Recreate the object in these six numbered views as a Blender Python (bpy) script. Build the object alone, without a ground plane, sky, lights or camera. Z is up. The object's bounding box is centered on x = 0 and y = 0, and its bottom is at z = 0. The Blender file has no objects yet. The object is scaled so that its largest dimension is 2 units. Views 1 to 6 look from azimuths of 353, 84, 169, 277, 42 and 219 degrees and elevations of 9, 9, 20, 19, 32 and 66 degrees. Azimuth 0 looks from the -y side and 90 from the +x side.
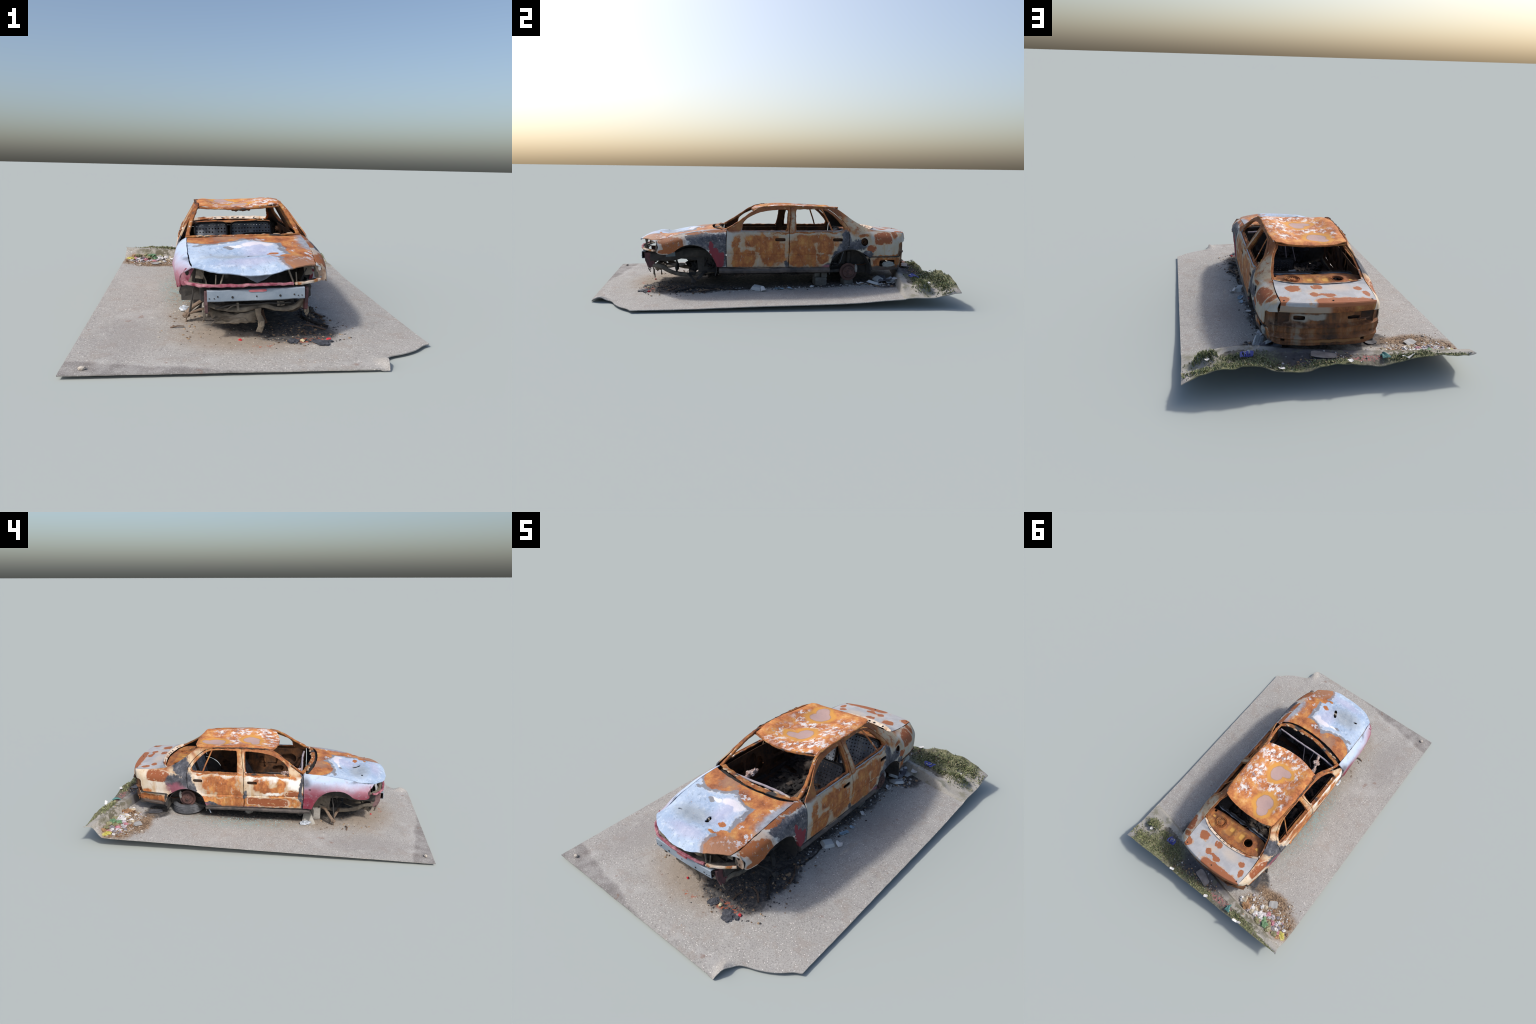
# Burnt-out saloon car standing on a thin sheet of road with kerb, verge and litter.
# Everything is built from profiles, rules and seeded noise.  Units: metres, z up.
import bpy, math, random
import numpy as np
from mathutils import Vector, Matrix, noise as mnoise
from mathutils.geometry import delaunay_2d_cdt

random.seed(7)
rng = np.random.default_rng(7)
COL = bpy.context.scene.collection

# ------------------------------------------------------------------ maths helpers
def pchip(pts):
    """monotone cubic through (x, y) control points, clamped slope ends"""
    X = np.array([p[0] for p in pts], float); Y = np.array([p[1] for p in pts], float)
    h = np.diff(X); d = np.diff(Y) / h
    m = np.zeros_like(X); m[0] = d[0]; m[-1] = d[-1]
    for i in range(1, len(X) - 1):
        if d[i-1] * d[i] > 0:
            w1 = 2*h[i] + h[i-1]; w2 = h[i] + 2*h[i-1]
            m[i] = (w1 + w2) / (w1/d[i-1] + w2/d[i])
    def f(x):
        x = np.asarray(x, float); xc = np.clip(x, X[0], X[-1])
        i = np.clip(np.searchsorted(X, xc) - 1, 0, len(X) - 2)
        t = (xc - X[i]) / h[i]
        r = ((2*t**3 - 3*t**2 + 1)*Y[i] + (t**3 - 2*t**2 + t)*h[i]*m[i]
             + (-2*t**3 + 3*t**2)*Y[i+1] + (t**3 - t**2)*h[i]*m[i+1])
        return r + np.where(x < X[0], (x-X[0])*m[0], 0) + np.where(x > X[-1], (x-X[-1])*m[-1], 0)
    return f

def curve(pts, step=0.007, smooth=True, closed=False):
    """Catmull-Rom through points, resampled at about `step`"""
    P = [np.array(p, float) for p in pts]
    if closed: P = [P[-1]] + P + [P[0], P[1]]
    else: P = [2*P[0]-P[1]] + P + [2*P[-1]-P[-2]]
    out = []
    for i in range(1, len(P) - 2):
        a, b, c, d = P[i-1], P[i], P[i+1], P[i+2]
        n = max(1, int(round(np.linalg.norm(c-b)/step)))
        for k in range(n):
            t = k/n
            if smooth:
                out.append(0.5*((2*b) + (c-a)*t + (2*a-5*b+4*c-d)*t*t + (3*b-a-3*c+d)*t**3))
            else: out.append(b + (c-b)*t)
    if not closed: out.append(P[-2])
    return out

def loop(*segs, step=0.007):
    """closed outline from segments that meet at corners; ('l', pts) straight, ('s', pts) smooth"""
    out = []
    for kind, pts in segs:
        c = curve(pts, step, kind == 's')
        if out and np.linalg.norm(c[0]-out[-1]) < 1e-4: c = c[1:]
        out += c
    if np.linalg.norm(out[0]-out[-1]) < 1e-4: out = out[:-1]
    return out

def ellipse(cx, cy, rx, ry, n=20, power=2.0, rot=0.0):
    o = []
    for i in range(n):
        a = 2*math.pi*i/n; c, s = math.cos(a), math.sin(a)
        x = rx*math.copysign(abs(c)**(2/power), c); y = ry*math.copysign(abs(s)**(2/power), s)
        o.append(np.array((cx + x*math.cos(rot)-y*math.sin(rot), cy + x*math.sin(rot)+y*math.cos(rot))))
    return o

def ragged(o, amp, scale=60, seed=0.0):
    return [p + amp*np.array((mnoise.noise((p[0]*scale, p[1]*scale, seed)), mnoise.noise((p[0]*scale, p[1]*scale, seed+9.7)))) for p in o]

def inside(poly, pts):
    P = np.array(poly); x, y = pts[:, 0], pts[:, 1]; r = np.zeros(len(pts), bool)
    for i in range(len(P)):
        x1, y1 = P[i]; x2, y2 = P[i-1]
        if y1 == y2: continue
        r ^= ((y1 > y) != (y2 > y)) & (x < (x2-x1)*(y-y1)/(y2-y1) + x1)
    return r

def seg_dist(poly, pts):
    P = np.array(poly); d = np.full(len(pts), 9.0)
    for i in range(len(P)):
        a, b = P[i-1], P[i]; ab = b-a; L = ab@ab
        if L < 1e-14: continue
        t = np.clip(((pts-a)@ab)/L, 0, 1)
        d = np.minimum(d, np.linalg.norm(pts-(a+t[:, None]*ab), axis=1))
    return d

def mesh2d(outer, holes=(), step=0.008, extra=None, lines=()):
    """constrained triangulation of a flat outline with holes and an even fill of inner points"""
    loops = [outer] + list(holes)
    A = np.array(outer); lo, hi = A.min(0), A.max(0)
    gx = np.arange(lo[0]+step*.5, hi[0], step); gy = np.arange(lo[1]+step*.5, hi[1], step*.87)
    g = np.array([(x + (step*.5 if j % 2 else 0), y) for j, y in enumerate(gy) for x in gx]) if len(gx) and len(gy) else np.zeros((0, 2))
    if extra is not None and len(extra):
        E = np.array(extra)
        if len(g):
            d = np.min(np.linalg.norm(g[:, None]-E[None], axis=2), axis=1) if len(g)*len(E) < 4e6 else np.full(len(g), 9.)
            g = g[d > step*.45]
        g = np.vstack([g, E]) if len(g) else E
    if len(g):
        keep = inside(outer, g)
        for h in holes: keep &= ~inside(h, g)
        g = g[keep]
        for l in loops: g = g[seg_dist(l, g) > step*.32] if len(g) else g
    verts, edges = [], []
    for l in loops:
        b = len(verts); n = len(l)
        verts += [Vector((float(p[0]), float(p[1]))) for p in l]
        edges += [(b+i, b+(i+1) % n) for i in range(n)]
    for l in lines:
        b = len(verts)
        verts += [Vector((float(p[0]), float(p[1]))) for p in l]
        edges += [(b+i, b+i+1) for i in range(len(l)-1)]
    verts += [Vector((float(p[0]), float(p[1]))) for p in g]
    vo, eo, fo, _, _, _ = delaunay_2d_cdt(verts, edges, [], 0, 1e-6)
    V = np.array([(v.x, v.y) for v in vo]); F = np.array([f for f in fo if len(f) == 3])
    c = V[F].mean(1)
    keep = inside(outer, c)
    for h in holes: keep &= ~inside(h, c)
    return V, F[keep]

# ------------------------------------------------------------------ mesh builder
class MB:
    def __init__(self): self.v, self.f, self.m = [], [], []
    def add(self, v, f, mat=0):
        b = len(self.v); self.v += [tuple(float(c) for c in p) for p in v]
        self.f += [tuple(int(b+i) for i in q) for q in f]; self.m += [mat]*len(f)
        return self
    def box(self, c, s, rot=(0, 0, 0), mat=0, bev=0.12):
        """box with chamfered edges"""
        from mathutils import Euler
        R = Euler(rot).to_matrix(); hx, hy, hz = s[0]/2, s[1]/2, s[2]/2; b = min(s)*bev
        pts, idx = [], {}
        for sx in (-1, 1):
            for sy in (-1, 1):
                for sz in (-1, 1):
                    for k, p in enumerate(((hx, hy-b, hz-b), (hx-b, hy, hz-b), (hx-b, hy-b, hz))):
                        idx[(sx, sy, sz, k)] = len(pts)
                        pts.append(R @ Vector((sx*p[0], sy*p[1], sz*p[2])) + Vector(c))
        F = []
        for s_ in (-1, 1):
            F.append([idx[(s_, a, d, 0)] for a, d in ((-1, -1), (1, -1), (1, 1), (-1, 1))][::s_])
            F.append([idx[(a, s_, d, 1)] for a, d in ((-1, -1), (1, -1), (1, 1), (-1, 1))][::-s_])
            F.append([idx[(a, d, s_, 2)] for a, d in ((-1, -1), (1, -1), (1, 1), (-1, 1))][::s_])
        for a in (-1, 1):
            for d in (-1, 1):
                F.append([idx[(-1, a, d, 1)], idx[(1, a, d, 1)], idx[(1, a, d, 2)], idx[(-1, a, d, 2)]][::a*d])
                F.append([idx[(a, -1, d, 0)], idx[(a, 1, d, 0)], idx[(a, 1, d, 2)], idx[(a, -1, d, 2)]][::-a*d])
                F.append([idx[(a, d, -1, 0)], idx[(a, d, 1, 0)], idx[(a, d, 1, 1)], idx[(a, d, -1, 1)]][::a*d])
        for sx in (-1, 1):
            for sy in (-1, 1):
                for sz in (-1, 1):
                    F.append([idx[(sx, sy, sz, k)] for k in range(3)][::sx*sy*sz])
        return self.add(pts, F, mat)
    def sweep(self, path, sec, up=(0, 0, 1), mat=0, scale=None, jit=0.0):
        """closed section `sec` [(side, up)...] carried along path, capped"""
        P = [Vector(p) for p in path]; n = len(P); k = len(sec); V, F = [], []
        for i, p in enumerate(P):
            t = (P[min(i+1, n-1)] - P[max(i-1, 0)]).normalized()
            u = Vector(up); s = t.cross(u)
            if s.length < 1e-4: s = t.cross(Vector((1, 0, 0)))
            s.normalize(); u = s.cross(t)
            q = scale[i] if scale is not None else 1
            for a, b in sec:
                w = p + s*a*q + u*b*q
                if jit: w = w + jit*Vector(mnoise.noise_vector(w*45))
                V.append(w)
        for i in range(n-1):
            for j in range(k):
                F.append((i*k+j, i*k+(j+1) % k, (i+1)*k+(j+1) % k, (i+1)*k+j))
        F.append(tuple(range(k))[::-1]); F.append(tuple((n-1)*k+j for j in range(k)))
        return self.add(V, F, mat)
    def tube(self, path, r, n=8, mat=0, jit=0.0, scale=None):
        return self.sweep(path, [(r*math.cos(2*math.pi*i/n), r*math.sin(2*math.pi*i/n)) for i in range(n)], mat=mat, jit=jit, scale=scale)
    def bar(self, path, w, h, up=(0, 0, 1), mat=0, jit=0.0, scale=None):
        b = min(w, h)*.25; a, d = w/2, h/2
        return self.sweep(path, [(a, -d+b), (a, d-b), (a-b, d), (-a+b, d), (-a, d-b), (-a, -d+b), (-a+b, -d), (a-b, -d)], up, mat, scale, jit)
    def lump(self, c, s, seed=0.0, rough=.35, mat=0, sub=2, rot=0.0, flat=None, freq=2.2):
        V, F = ICO[sub]; out = []
        cr, sr = math.cos(rot), math.sin(rot)
        for p in V:
            q = Vector(p) * (1 + rough*mnoise.noise(Vector(p)*freq + Vector((seed, seed*.7, -seed))) + rough*.5*mnoise.noise(Vector(p)*freq*2.3 + Vector((seed, 0, 3))))
            x, y, z = q.x*s[0], q.y*s[1], q.z*s[2]
            out.append((c[0]+x*cr-y*sr, c[1]+x*sr+y*cr, c[2]+z))
        return self.add(out, F, mat)
    def lathe(self, c, prof, axis='x', n=28, mat=0, sgn=1):
        """profile [(along axis, radius)...] turned round an axis through c; closed ring if ends differ from 0"""
        V, F = [], []
        for a, r in prof:
            for i in range(n):
                t = 2*math.pi*i/n; u, w = r*math.cos(t), r*math.sin(t)
                V.append((c[0]+sgn*a, c[1]+u, c[2]+w) if axis == 'x' else (c[0]+u, c[1]+w, c[2]+a) if axis == 'z' else (c[0]+u, c[1]+sgn*a, c[2]+w))
        for j in range(len(prof)-1):
            for i in range(n):
                F.append((j*n+i, j*n+(i+1) % n, (j+1)*n+(i+1) % n, (j+1)*n+i))
        return self.add(V, F, mat)
    def build(self, name, mats, parent=None, angle=38, kind=None):
        me = bpy.data.meshes.new(name)
        me.from_pydata(self.v, [], self.f)
        for m in (mats if isinstance(mats, (list, tuple)) else [mats]): me.materials.append(m)
        me.polygons.foreach_set('material_index', self.m)
        me.polygons.foreach_set('use_smooth', [True]*len(me.polygons))
        me.validate(); me.update()
        me.set_sharp_from_angle(angle=math.radians(angle))
        ob = bpy.data.objects.new(name, me); COL.objects.link(ob)
        if parent is not None: ob.parent = parent
        if kind: ob["kind"] = kind
        return ob

def icosphere(sub):
    t = (1+5**.5)/2
    V = [Vector(p).normalized() for p in ((-1, t, 0), (1, t, 0), (-1, -t, 0), (1, -t, 0), (0, -1, t), (0, 1, t), (0, -1, -t), (0, 1, -t), (t, 0, -1), (t, 0, 1), (-t, 0, -1), (-t, 0, 1))]
    F = [(0, 11, 5), (0, 5, 1), (0, 1, 7), (0, 7, 10), (0, 10, 11), (1, 5, 9), (5, 11, 4), (11, 10, 2), (10, 7, 6), (7, 1, 8), (3, 9, 4), (3, 4, 2), (3, 2, 6), (3, 6, 8), (3, 8, 9), (4, 9, 5), (2, 4, 11), (6, 2, 10), (8, 6, 7), (9, 8, 1)]
    for _ in range(sub):
        c, G = {}, []
        def mid(a, b):
            k = (min(a, b), max(a, b))
            if k not in c: c[k] = len(V); V.append((V[a]+V[b]).normalized())
            return c[k]
        for a, b, d in F:
            x, y, z = mid(a, b), mid(b, d), mid(d, a); G += [(a, x, z), (b, y, x), (d, z, y), (x, y, z)]
        F = G
    return [tuple(v) for v in V], F
ICO = {i: icosphere(i) for i in (0, 1, 2, 3)}

def normals(V, F):
    n = np.zeros_like(V); a = np.cross(V[F[:, 1]]-V[F[:, 0]], V[F[:, 2]]-V[F[:, 0]])
    for k in range(3): np.add.at(n, F[:, k], a)
    return n/np.maximum(np.linalg.norm(n, axis=1), 1e-12)[:, None]

def shell(mb, V, F, thick, ref, mats=(0, 1), warp=0.0012, seed=0.0):
    """sheet metal: give a triangulated surface a thickness on the side away from `ref`"""
    V = np.array(V, float); F = np.array(F)
    N = normals(V, F)
    if np.mean(N @ np.array(ref, float)) < 0: F = F[:, ::-1]; N = -N
    if warp:
        d = np.array([mnoise.noise((p[0]*9+seed, p[1]*9, p[2]*9))*warp + mnoise.noise((p[0]*38, p[1]*38+seed, p[2]*38))*warp*.35 for p in V])
        V = V + N*d[:, None]
    n = len(V); I = V - N*thick
    cnt = {}
    for t in F:
        for a, b in ((t[0], t[1]), (t[1], t[2]), (t[2], t[0])): cnt[(a, b)] = 1
    rim = [(a, b) for (a, b) in cnt if (b, a) not in cnt]
    mb.add(V, F, mats[0]); base = len(mb.v)-n
    b2 = len(mb.v); mb.v += [tuple(map(float, p)) for p in I]
    for t in F: mb.f.append((int(b2+t[2]), int(b2+t[1]), int(b2+t[0]))); mb.m.append(mats[1])
    for a, b in rim: mb.f.append((int(base+b), int(base+a), int(b2+a), int(b2+b))); mb.m.append(mats[0])
    return mb

# ------------------------------------------------------------------ node material helper
class Mat:
    def __init__(self, name):
        self.m = bpy.data.materials.new(name); self.m.use_nodes = True
        self.nt = self.m.node_tree; self.nt.nodes.clear()
        self.out_ = self.nt.nodes.new('ShaderNodeOutputMaterial')
        self.co = self.nt.nodes.new('ShaderNodeTexCoord').outputs['Object']
    def n(self, t, **kw):
        x = self.nt.nodes.new(t)
        for k, v in kw.items(): setattr(x, k, v)
        return x
    def put(self, sock, v):
        if isinstance(v, bpy.types.NodeSocket): self.nt.links.new(v, sock)
        elif v is not None: sock.default_value = v
    def math(self, op, a, b=None, c=None, clamp=False):
        x = self.n('ShaderNodeMath', operation=op, use_clamp=clamp)
        self.put(x.inputs[0], a); self.put(x.inputs[1], b); self.put(x.inputs[2], c)
        return x.outputs[0]
    def vmath(self, op, a, b=None):
        x = self.n('ShaderNodeVectorMath', operation=op); self.put(x.inputs[0], a)
        if b is not None:
            self.put(x.inputs[1], b)
        return x
    def noise(self, scale, detail=4, rough=.55, vec=None, seed=0.0, dist=0.0, color=False, stretch=None):
        v = vec or self.co
        if seed or stretch:
            mp = self.n('ShaderNodeMapping'); self.put(mp.inputs['Vector'], v)
            mp.inputs['Location'].default_value = (seed*3.1, seed*1.7, seed*2.3)
            if stretch: mp.inputs['Scale'].default_value = stretch
            v = mp.outputs[0]
        x = self.n('ShaderNodeTexNoise'); self.put(x.inputs['Vector'], v)
        x.inputs['Scale'].default_value = scale; x.inputs['Detail'].default_value = detail
        x.inputs['Roughness'].default_value = rough; x.inputs['Distortion'].default_value = dist
        return x.outputs['Color' if color else 'Fac']
    def voronoi(self, scale, feature='F1', vec=None, out='Distance', rand=1.0):
        x = self.n('ShaderNodeTexVoronoi', feature=feature); self.put(x.inputs['Vector'], vec or self.co)
        x.inputs['Scale'].default_value = scale; x.inputs['Randomness'].default_value = rand
        return x.outputs[out]
    def warp(self, amp, scale, detail=4, vec=None, seed=0.0):
        c = self.noise(scale, detail, .6, vec, seed, color=True)
        d = self.vmath('SUBTRACT', c, (.5, .5, .5)).outputs[0]
        d = self.vmath('MULTIPLY', d, (amp, amp, amp)).outputs[0]
        return self.vmath('ADD', vec or self.co, d).outputs[0]
    def step(self, x, lo, hi, a=0.0, b=1.0):
        r = self.n('ShaderNodeMapRange', interpolation_type='SMOOTHSTEP')
        self.put(r.inputs[0], x)
        for i, v in enumerate((lo, hi, a, b)): self.put(r.inputs[i+1], v)
        return r.outputs[0]
    def field(self, items, vec):
        """distance-like field of a union of ellipses ('e') and rounded boxes ('r') : <1 inside"""
        f = None
        for it in items:
            kind, c, r = it[0], it[1], it[2]
            d = self.vmath('SUBTRACT', vec, c).outputs[0]
            d = self.vmath('MULTIPLY', d, tuple(1/q if q else 0 for q in r)).outputs[0]
            if kind == 'e': l = self.vmath('LENGTH', d).outputs['Value']
            else:
                a = self.vmath('ABSOLUTE', d).outputs[0]; a2 = self.vmath('MULTIPLY', a, a).outputs[0]
                l = self.vmath('LENGTH', a2).outputs['Value']; l = self.math('POWER', l, .5)
            f = l if f is None else self.math('MINIMUM', f, l)
        return f
    def blobs(self, items, vec, soft=.12):
        return self.step(self.field(items, vec), 1+soft, 1-soft)
    def mix(self, fac, a, b, mode='MIX'):
        x = self.n('ShaderNodeMix', data_type='RGBA', blend_type=mode)
        self.put(x.inputs[0], fac)
        for s, v in ((x.inputs[6], a), (x.inputs[7], b)):
            if isinstance(v, tuple): v = (*v, 1) if len(v) == 3 else v
            self.put(s, v)
        return x.outputs[2]
    def ramp(self, fac, stops):
        x = self.n('ShaderNodeValToRGB'); self.put(x.inputs[0], fac); e = x.color_ramp.elements
        while len(e) < len(stops): e.new(.5)
        for el, (p, c) in zip(e, stops): el.position = p; el.color = (*c, 1)
        return x.outputs[0]
    def sep(self, vec=None):
        x = self.n('ShaderNodeSeparateXYZ'); self.put(x.inputs[0], vec or self.co); return x.outputs
    def done(self, color, rough=.75, metal=0.0, bump=None, bstr=.4, bdist=.003, spec=.3):
        p = self.n('ShaderNodeBsdfPrincipled')
        self.put(p.inputs['Base Color'], (*color, 1) if isinstance(color, tuple) else color)
        self.put(p.inputs['Roughness'], rough); self.put(p.inputs['Metallic'], metal)
        p.inputs['Specular IOR Level'].default_value = spec
        if bump is not None:
            b = self.n('ShaderNodeBump'); b.inputs['Strength'].default_value = bstr; b.inputs['Distance'].default_value = bdist
            self.put(b.inputs['Height'], bump); self.put(p.inputs['Normal'], b.outputs[0])
        self.nt.links.new(p.outputs[0], self.out_.inputs[0])
        return self.m

# palette (linear)
ORANGE = (.41, .150, .050); OCHRE = (.50, .245, .075); BROWN = (.27, .085, .03); DKRUST = (.30, .095, .045)
ASH = (.70, .68, .66); SOOT = (.075, .08, .095); CREAM = (.64, .54, .41); PALE = (.50, .50, .46)
BLUEWHITE = (.46, .57, .74); PINK = (.36, .10, .15); RED = (.24, .035, .055)

def rust(M, bright=1.0, seed=0.0, scale=16, streak=None):
    a = M.noise(scale, 6, .62, seed=seed, stretch=streak); b = M.noise(scale*5, 5, .7, seed=seed+1)
    f = M.math('MULTIPLY_ADD', b, .35, M.math('MULTIPLY', a, .75))
    k = lambda c: tuple(min(1, q*bright) for q in c)
    return M.ramp(f, [(.36, k((.13, .048, .025))), (.46, k((.27, .090, .034))), (.56, k(ORANGE)), (.67, k(OCHRE)), (.80, k((.56, .38, .22)))])

def grain(M, scale=180):
    return M.noise(scale, 4, .65)

# ================================================================== materials of the car
def mat_char(name, tint=(.035, .026, .022), hi=(.13, .055, .025), seed=0.0, amt=.6):
    M = Mat(name); a = M.noise(11, 6, .65, seed=seed); b = M.noise(60, 4, .6, seed=seed+2)
    f = M.math('MULTIPLY_ADD', b, .3, M.math('MULTIPLY', a, .8))
    c = M.ramp(f, [(.40, tint), (amt, tuple((p+q)/2 for p, q in zip(tint, hi))), (min(.99, amt+.12), hi)])
    return M.done(c, .85, 0, grain(M, 120), .5, .003)

def mat_rusty(name, bright=1.0, seed=0.0, ash=0.0, soot=0.0, scale=16):
    M = Mat(name); c = rust(M, bright, seed, scale)
    if ash: c = M.mix(M.step(M.noise(26, 6, .7, seed=seed+5), .62-ash*.1, .68-ash*.1), c, ASH)
    if soot: c = M.mix(M.step(M.noise(9, 5, .6, seed=seed+8), .62-soot*.2, .72-soot*.2), c, (.05, .045, .045))
    return M.done(c, .85, 0, grain(M, 150), .5, .003)

def mat_plain(name, c1, c2, scale=20, rough=.7, metal=0.0, seed=0.0, bstr=.35, gs=120):
    M = Mat(name); f = M.noise(scale, 6, .62, seed=seed)
    return M.done(M.ramp(f, [(.36, c1), (.64, c2)]), rough, metal, grain(M, gs), bstr, .003)

def mat_side(name, base, base2, rusts, darks, soots, reds, stain, seed=0.0, whites=(), bright=1.0, pales=()):
    """flank of the car: heat-bleached paint with rust plates, soot and last paint"""
    M = Mat(name)
    w = M.warp(.075, 8, 5, seed=seed); w = M.warp(.022, 40, 5, w, seed+3)
    x, y, z = M.sep()
    streak = M.noise(30, 5, .6, seed=seed+1, stretch=(1, 1, .12))
    c = M.mix(M.step(M.noise(9, 5, .6, seed=seed+2), .38, .62), base, base2)
    c = M.mix(M.math('MULTIPLY', M.step(streak, .47, .68), .75), c, stain)
    c = M.mix(M.math('MULTIPLY', M.step(M.noise(55, 5, .7, seed=seed+6), .56, .68), .5), c, (.45, .22, .09))
    if whites: c = M.mix(M.blobs(whites, w, .35), c, (.84, .81, .77))
    R = rust(M, bright, seed, 17); wd = M.warp(.022, 22, 5, seed=seed+4); wd = M.warp(.008, 80, 4, wd, seed+5); RD = M.mix(M.step(M.noise(45, 5, .7, seed=seed+4), .60, .66), M.mix(M.noise(30, 4), DKRUST, BROWN), (.55, .36, .20))
    f = M.math('ADD', M.field(rusts, w), M.math('MULTIPLY_ADD', streak, 1.1, -.55)); f = M.math('ADD', f, M.math('MULTIPLY_ADD', M.noise(13, 5, .65, seed=seed+14), 1.5, -.78))
    flake = M.step(M.noise(42, 6, .72, seed=seed+11, stretch=(1, 1, .5)), .58, .66)
    c = M.mix(M.math('MULTIPLY', M.step(f, 1.6, 1.0), .6), c, (.42, .24, .11))
    rm = M.math('MULTIPLY', M.step(f, 1.12, .88), M.math('SUBTRACT', 1.0, M.math('MULTIPLY', flake, .7)))
    R2 = M.mix(M.math('MULTIPLY', M.step(streak, .42, .62), .6), R, (.24, .085, .030))
    c = M.mix(rm, c, R2)
    if darks:
        df = M.math('ADD', M.field(darks, wd), M.math('MULTIPLY', M.step(M.noise(48, 6, .78, seed=seed+15), .57, .68), .7))
        c = M.mix(M.step(M.field(darks, wd), 1.2, 1.0), c, M.mix(M.noise(50, 4), base2, (.50, .30, .15)))
        c = M.mix(M.step(df, 1.06, .94), c, RD)
    # window frames, pillars, roof rail : all rust with pale flecks
    top = M.step(M.math('MULTIPLY_ADD', M.noise(14, 4, .6, seed=seed+7), .05, z), .372, .392)
    T = M.mix(M.step(M.noise(22, 6, .65, seed=seed+8), .54, .68), M.mix(M.noise(9, 4, .6, seed=seed+9), (.17, .062, .028), R), stain)
    c = M.mix(top, c, T)
    if pales: c = M.mix(M.math('MULTIPLY', M.blobs(pales, w, .45), M.step(M.noise(26, 5, .7, seed=seed+16), .66, .52)), c, M.mix(M.noise(20, 5, .6, seed=seed+17), base, stain))
    if soots:
        sf = M.field(soots, w); mott = M.noise(60, 5, .7, seed=seed+9)
        sm = M.step(M.math('MULTIPLY_ADD', mott, 1.1, M.math('SUBTRACT', sf, .55)), 1.15, .85)
        sc = M.ramp(M.noise(25, 6, .7, seed=seed+10), [(.36, (.035, .037, .045)), (.52, (.085, .088, .105)), (.66, (.19, .19, .205))])
        c = M.mix(sm, c, M.mix(M.step(M.noise(85, 4, .7, seed=seed+12), .66, .72), sc, (.34, .33, .33)))
    if reds:
        c = M.mix(M.math('MULTIPLY', M.blobs(reds, w, .45), M.step(M.noise(50, 5, .7, seed=seed+18), .66, .54)), c, M.mix(M.noise(30, 5), (.20, .045, .065), (.33, .14, .19)))
    # charred lower edge
    low = M.step(M.math('MULTIPLY_ADD', M.noise(20, 4, .6, seed=seed+13), .03, z), .174, .160)
    c = M.mix(low, c, M.mix(M.noise(35, 4), (.05, .047, .048), (.16, .12, .10)))
    return M.done(c, .72, 0, M.math('ADD', grain(M, 170), M.math('MULTIPLY', rm, .6)), .35, .003)

def E_(y, z, ry, rz): return ('e', (0, y, z), (0, ry, rz))
def R_(y, z, ry, rz): return ('r', (0, y, z), (0, ry, rz))

M_SIDE_L = mat_side('pale_cream_flank', CREAM, (.72, .66, .585),
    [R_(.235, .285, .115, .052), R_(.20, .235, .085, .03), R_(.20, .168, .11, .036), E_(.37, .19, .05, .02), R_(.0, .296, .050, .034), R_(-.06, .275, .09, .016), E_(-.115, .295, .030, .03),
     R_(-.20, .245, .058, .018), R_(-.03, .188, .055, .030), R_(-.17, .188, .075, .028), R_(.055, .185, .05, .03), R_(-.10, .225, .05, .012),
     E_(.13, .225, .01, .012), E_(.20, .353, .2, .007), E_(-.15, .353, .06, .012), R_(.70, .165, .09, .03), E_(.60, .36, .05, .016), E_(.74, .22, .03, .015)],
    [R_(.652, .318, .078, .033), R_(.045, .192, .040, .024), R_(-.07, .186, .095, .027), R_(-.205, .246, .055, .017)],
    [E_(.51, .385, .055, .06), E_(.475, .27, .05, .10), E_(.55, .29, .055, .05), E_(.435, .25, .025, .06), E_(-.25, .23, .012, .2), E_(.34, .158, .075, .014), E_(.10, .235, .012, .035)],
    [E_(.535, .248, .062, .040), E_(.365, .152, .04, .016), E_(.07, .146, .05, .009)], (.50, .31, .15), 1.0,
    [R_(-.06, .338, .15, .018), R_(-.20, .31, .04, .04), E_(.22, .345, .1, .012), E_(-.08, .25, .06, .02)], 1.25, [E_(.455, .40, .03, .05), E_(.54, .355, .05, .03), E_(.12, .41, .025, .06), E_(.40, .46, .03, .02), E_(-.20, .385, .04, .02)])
M_SIDE_R = mat_side('grey_beige_flank', (.40, .375, .315), (.455, .445, .41),
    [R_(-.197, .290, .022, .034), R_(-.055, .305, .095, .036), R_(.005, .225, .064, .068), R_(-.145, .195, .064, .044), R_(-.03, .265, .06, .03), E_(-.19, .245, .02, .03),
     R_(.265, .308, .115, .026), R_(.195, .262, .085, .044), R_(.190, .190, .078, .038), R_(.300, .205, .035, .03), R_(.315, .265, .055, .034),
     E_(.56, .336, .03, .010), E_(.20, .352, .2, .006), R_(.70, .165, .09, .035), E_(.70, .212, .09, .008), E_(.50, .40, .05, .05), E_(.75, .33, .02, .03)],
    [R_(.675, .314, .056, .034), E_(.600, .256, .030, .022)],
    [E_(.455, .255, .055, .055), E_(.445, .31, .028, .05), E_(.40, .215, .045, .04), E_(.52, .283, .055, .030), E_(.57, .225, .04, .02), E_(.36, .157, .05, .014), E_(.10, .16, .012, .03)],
    [E_(.34, .150, .05, .012)], (.42, .30, .165), 4.0, (), 1.0, [E_(.50, .405, .055, .035), E_(.56, .37, .05, .02), E_(.137, .42, .012, .05)])

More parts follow.
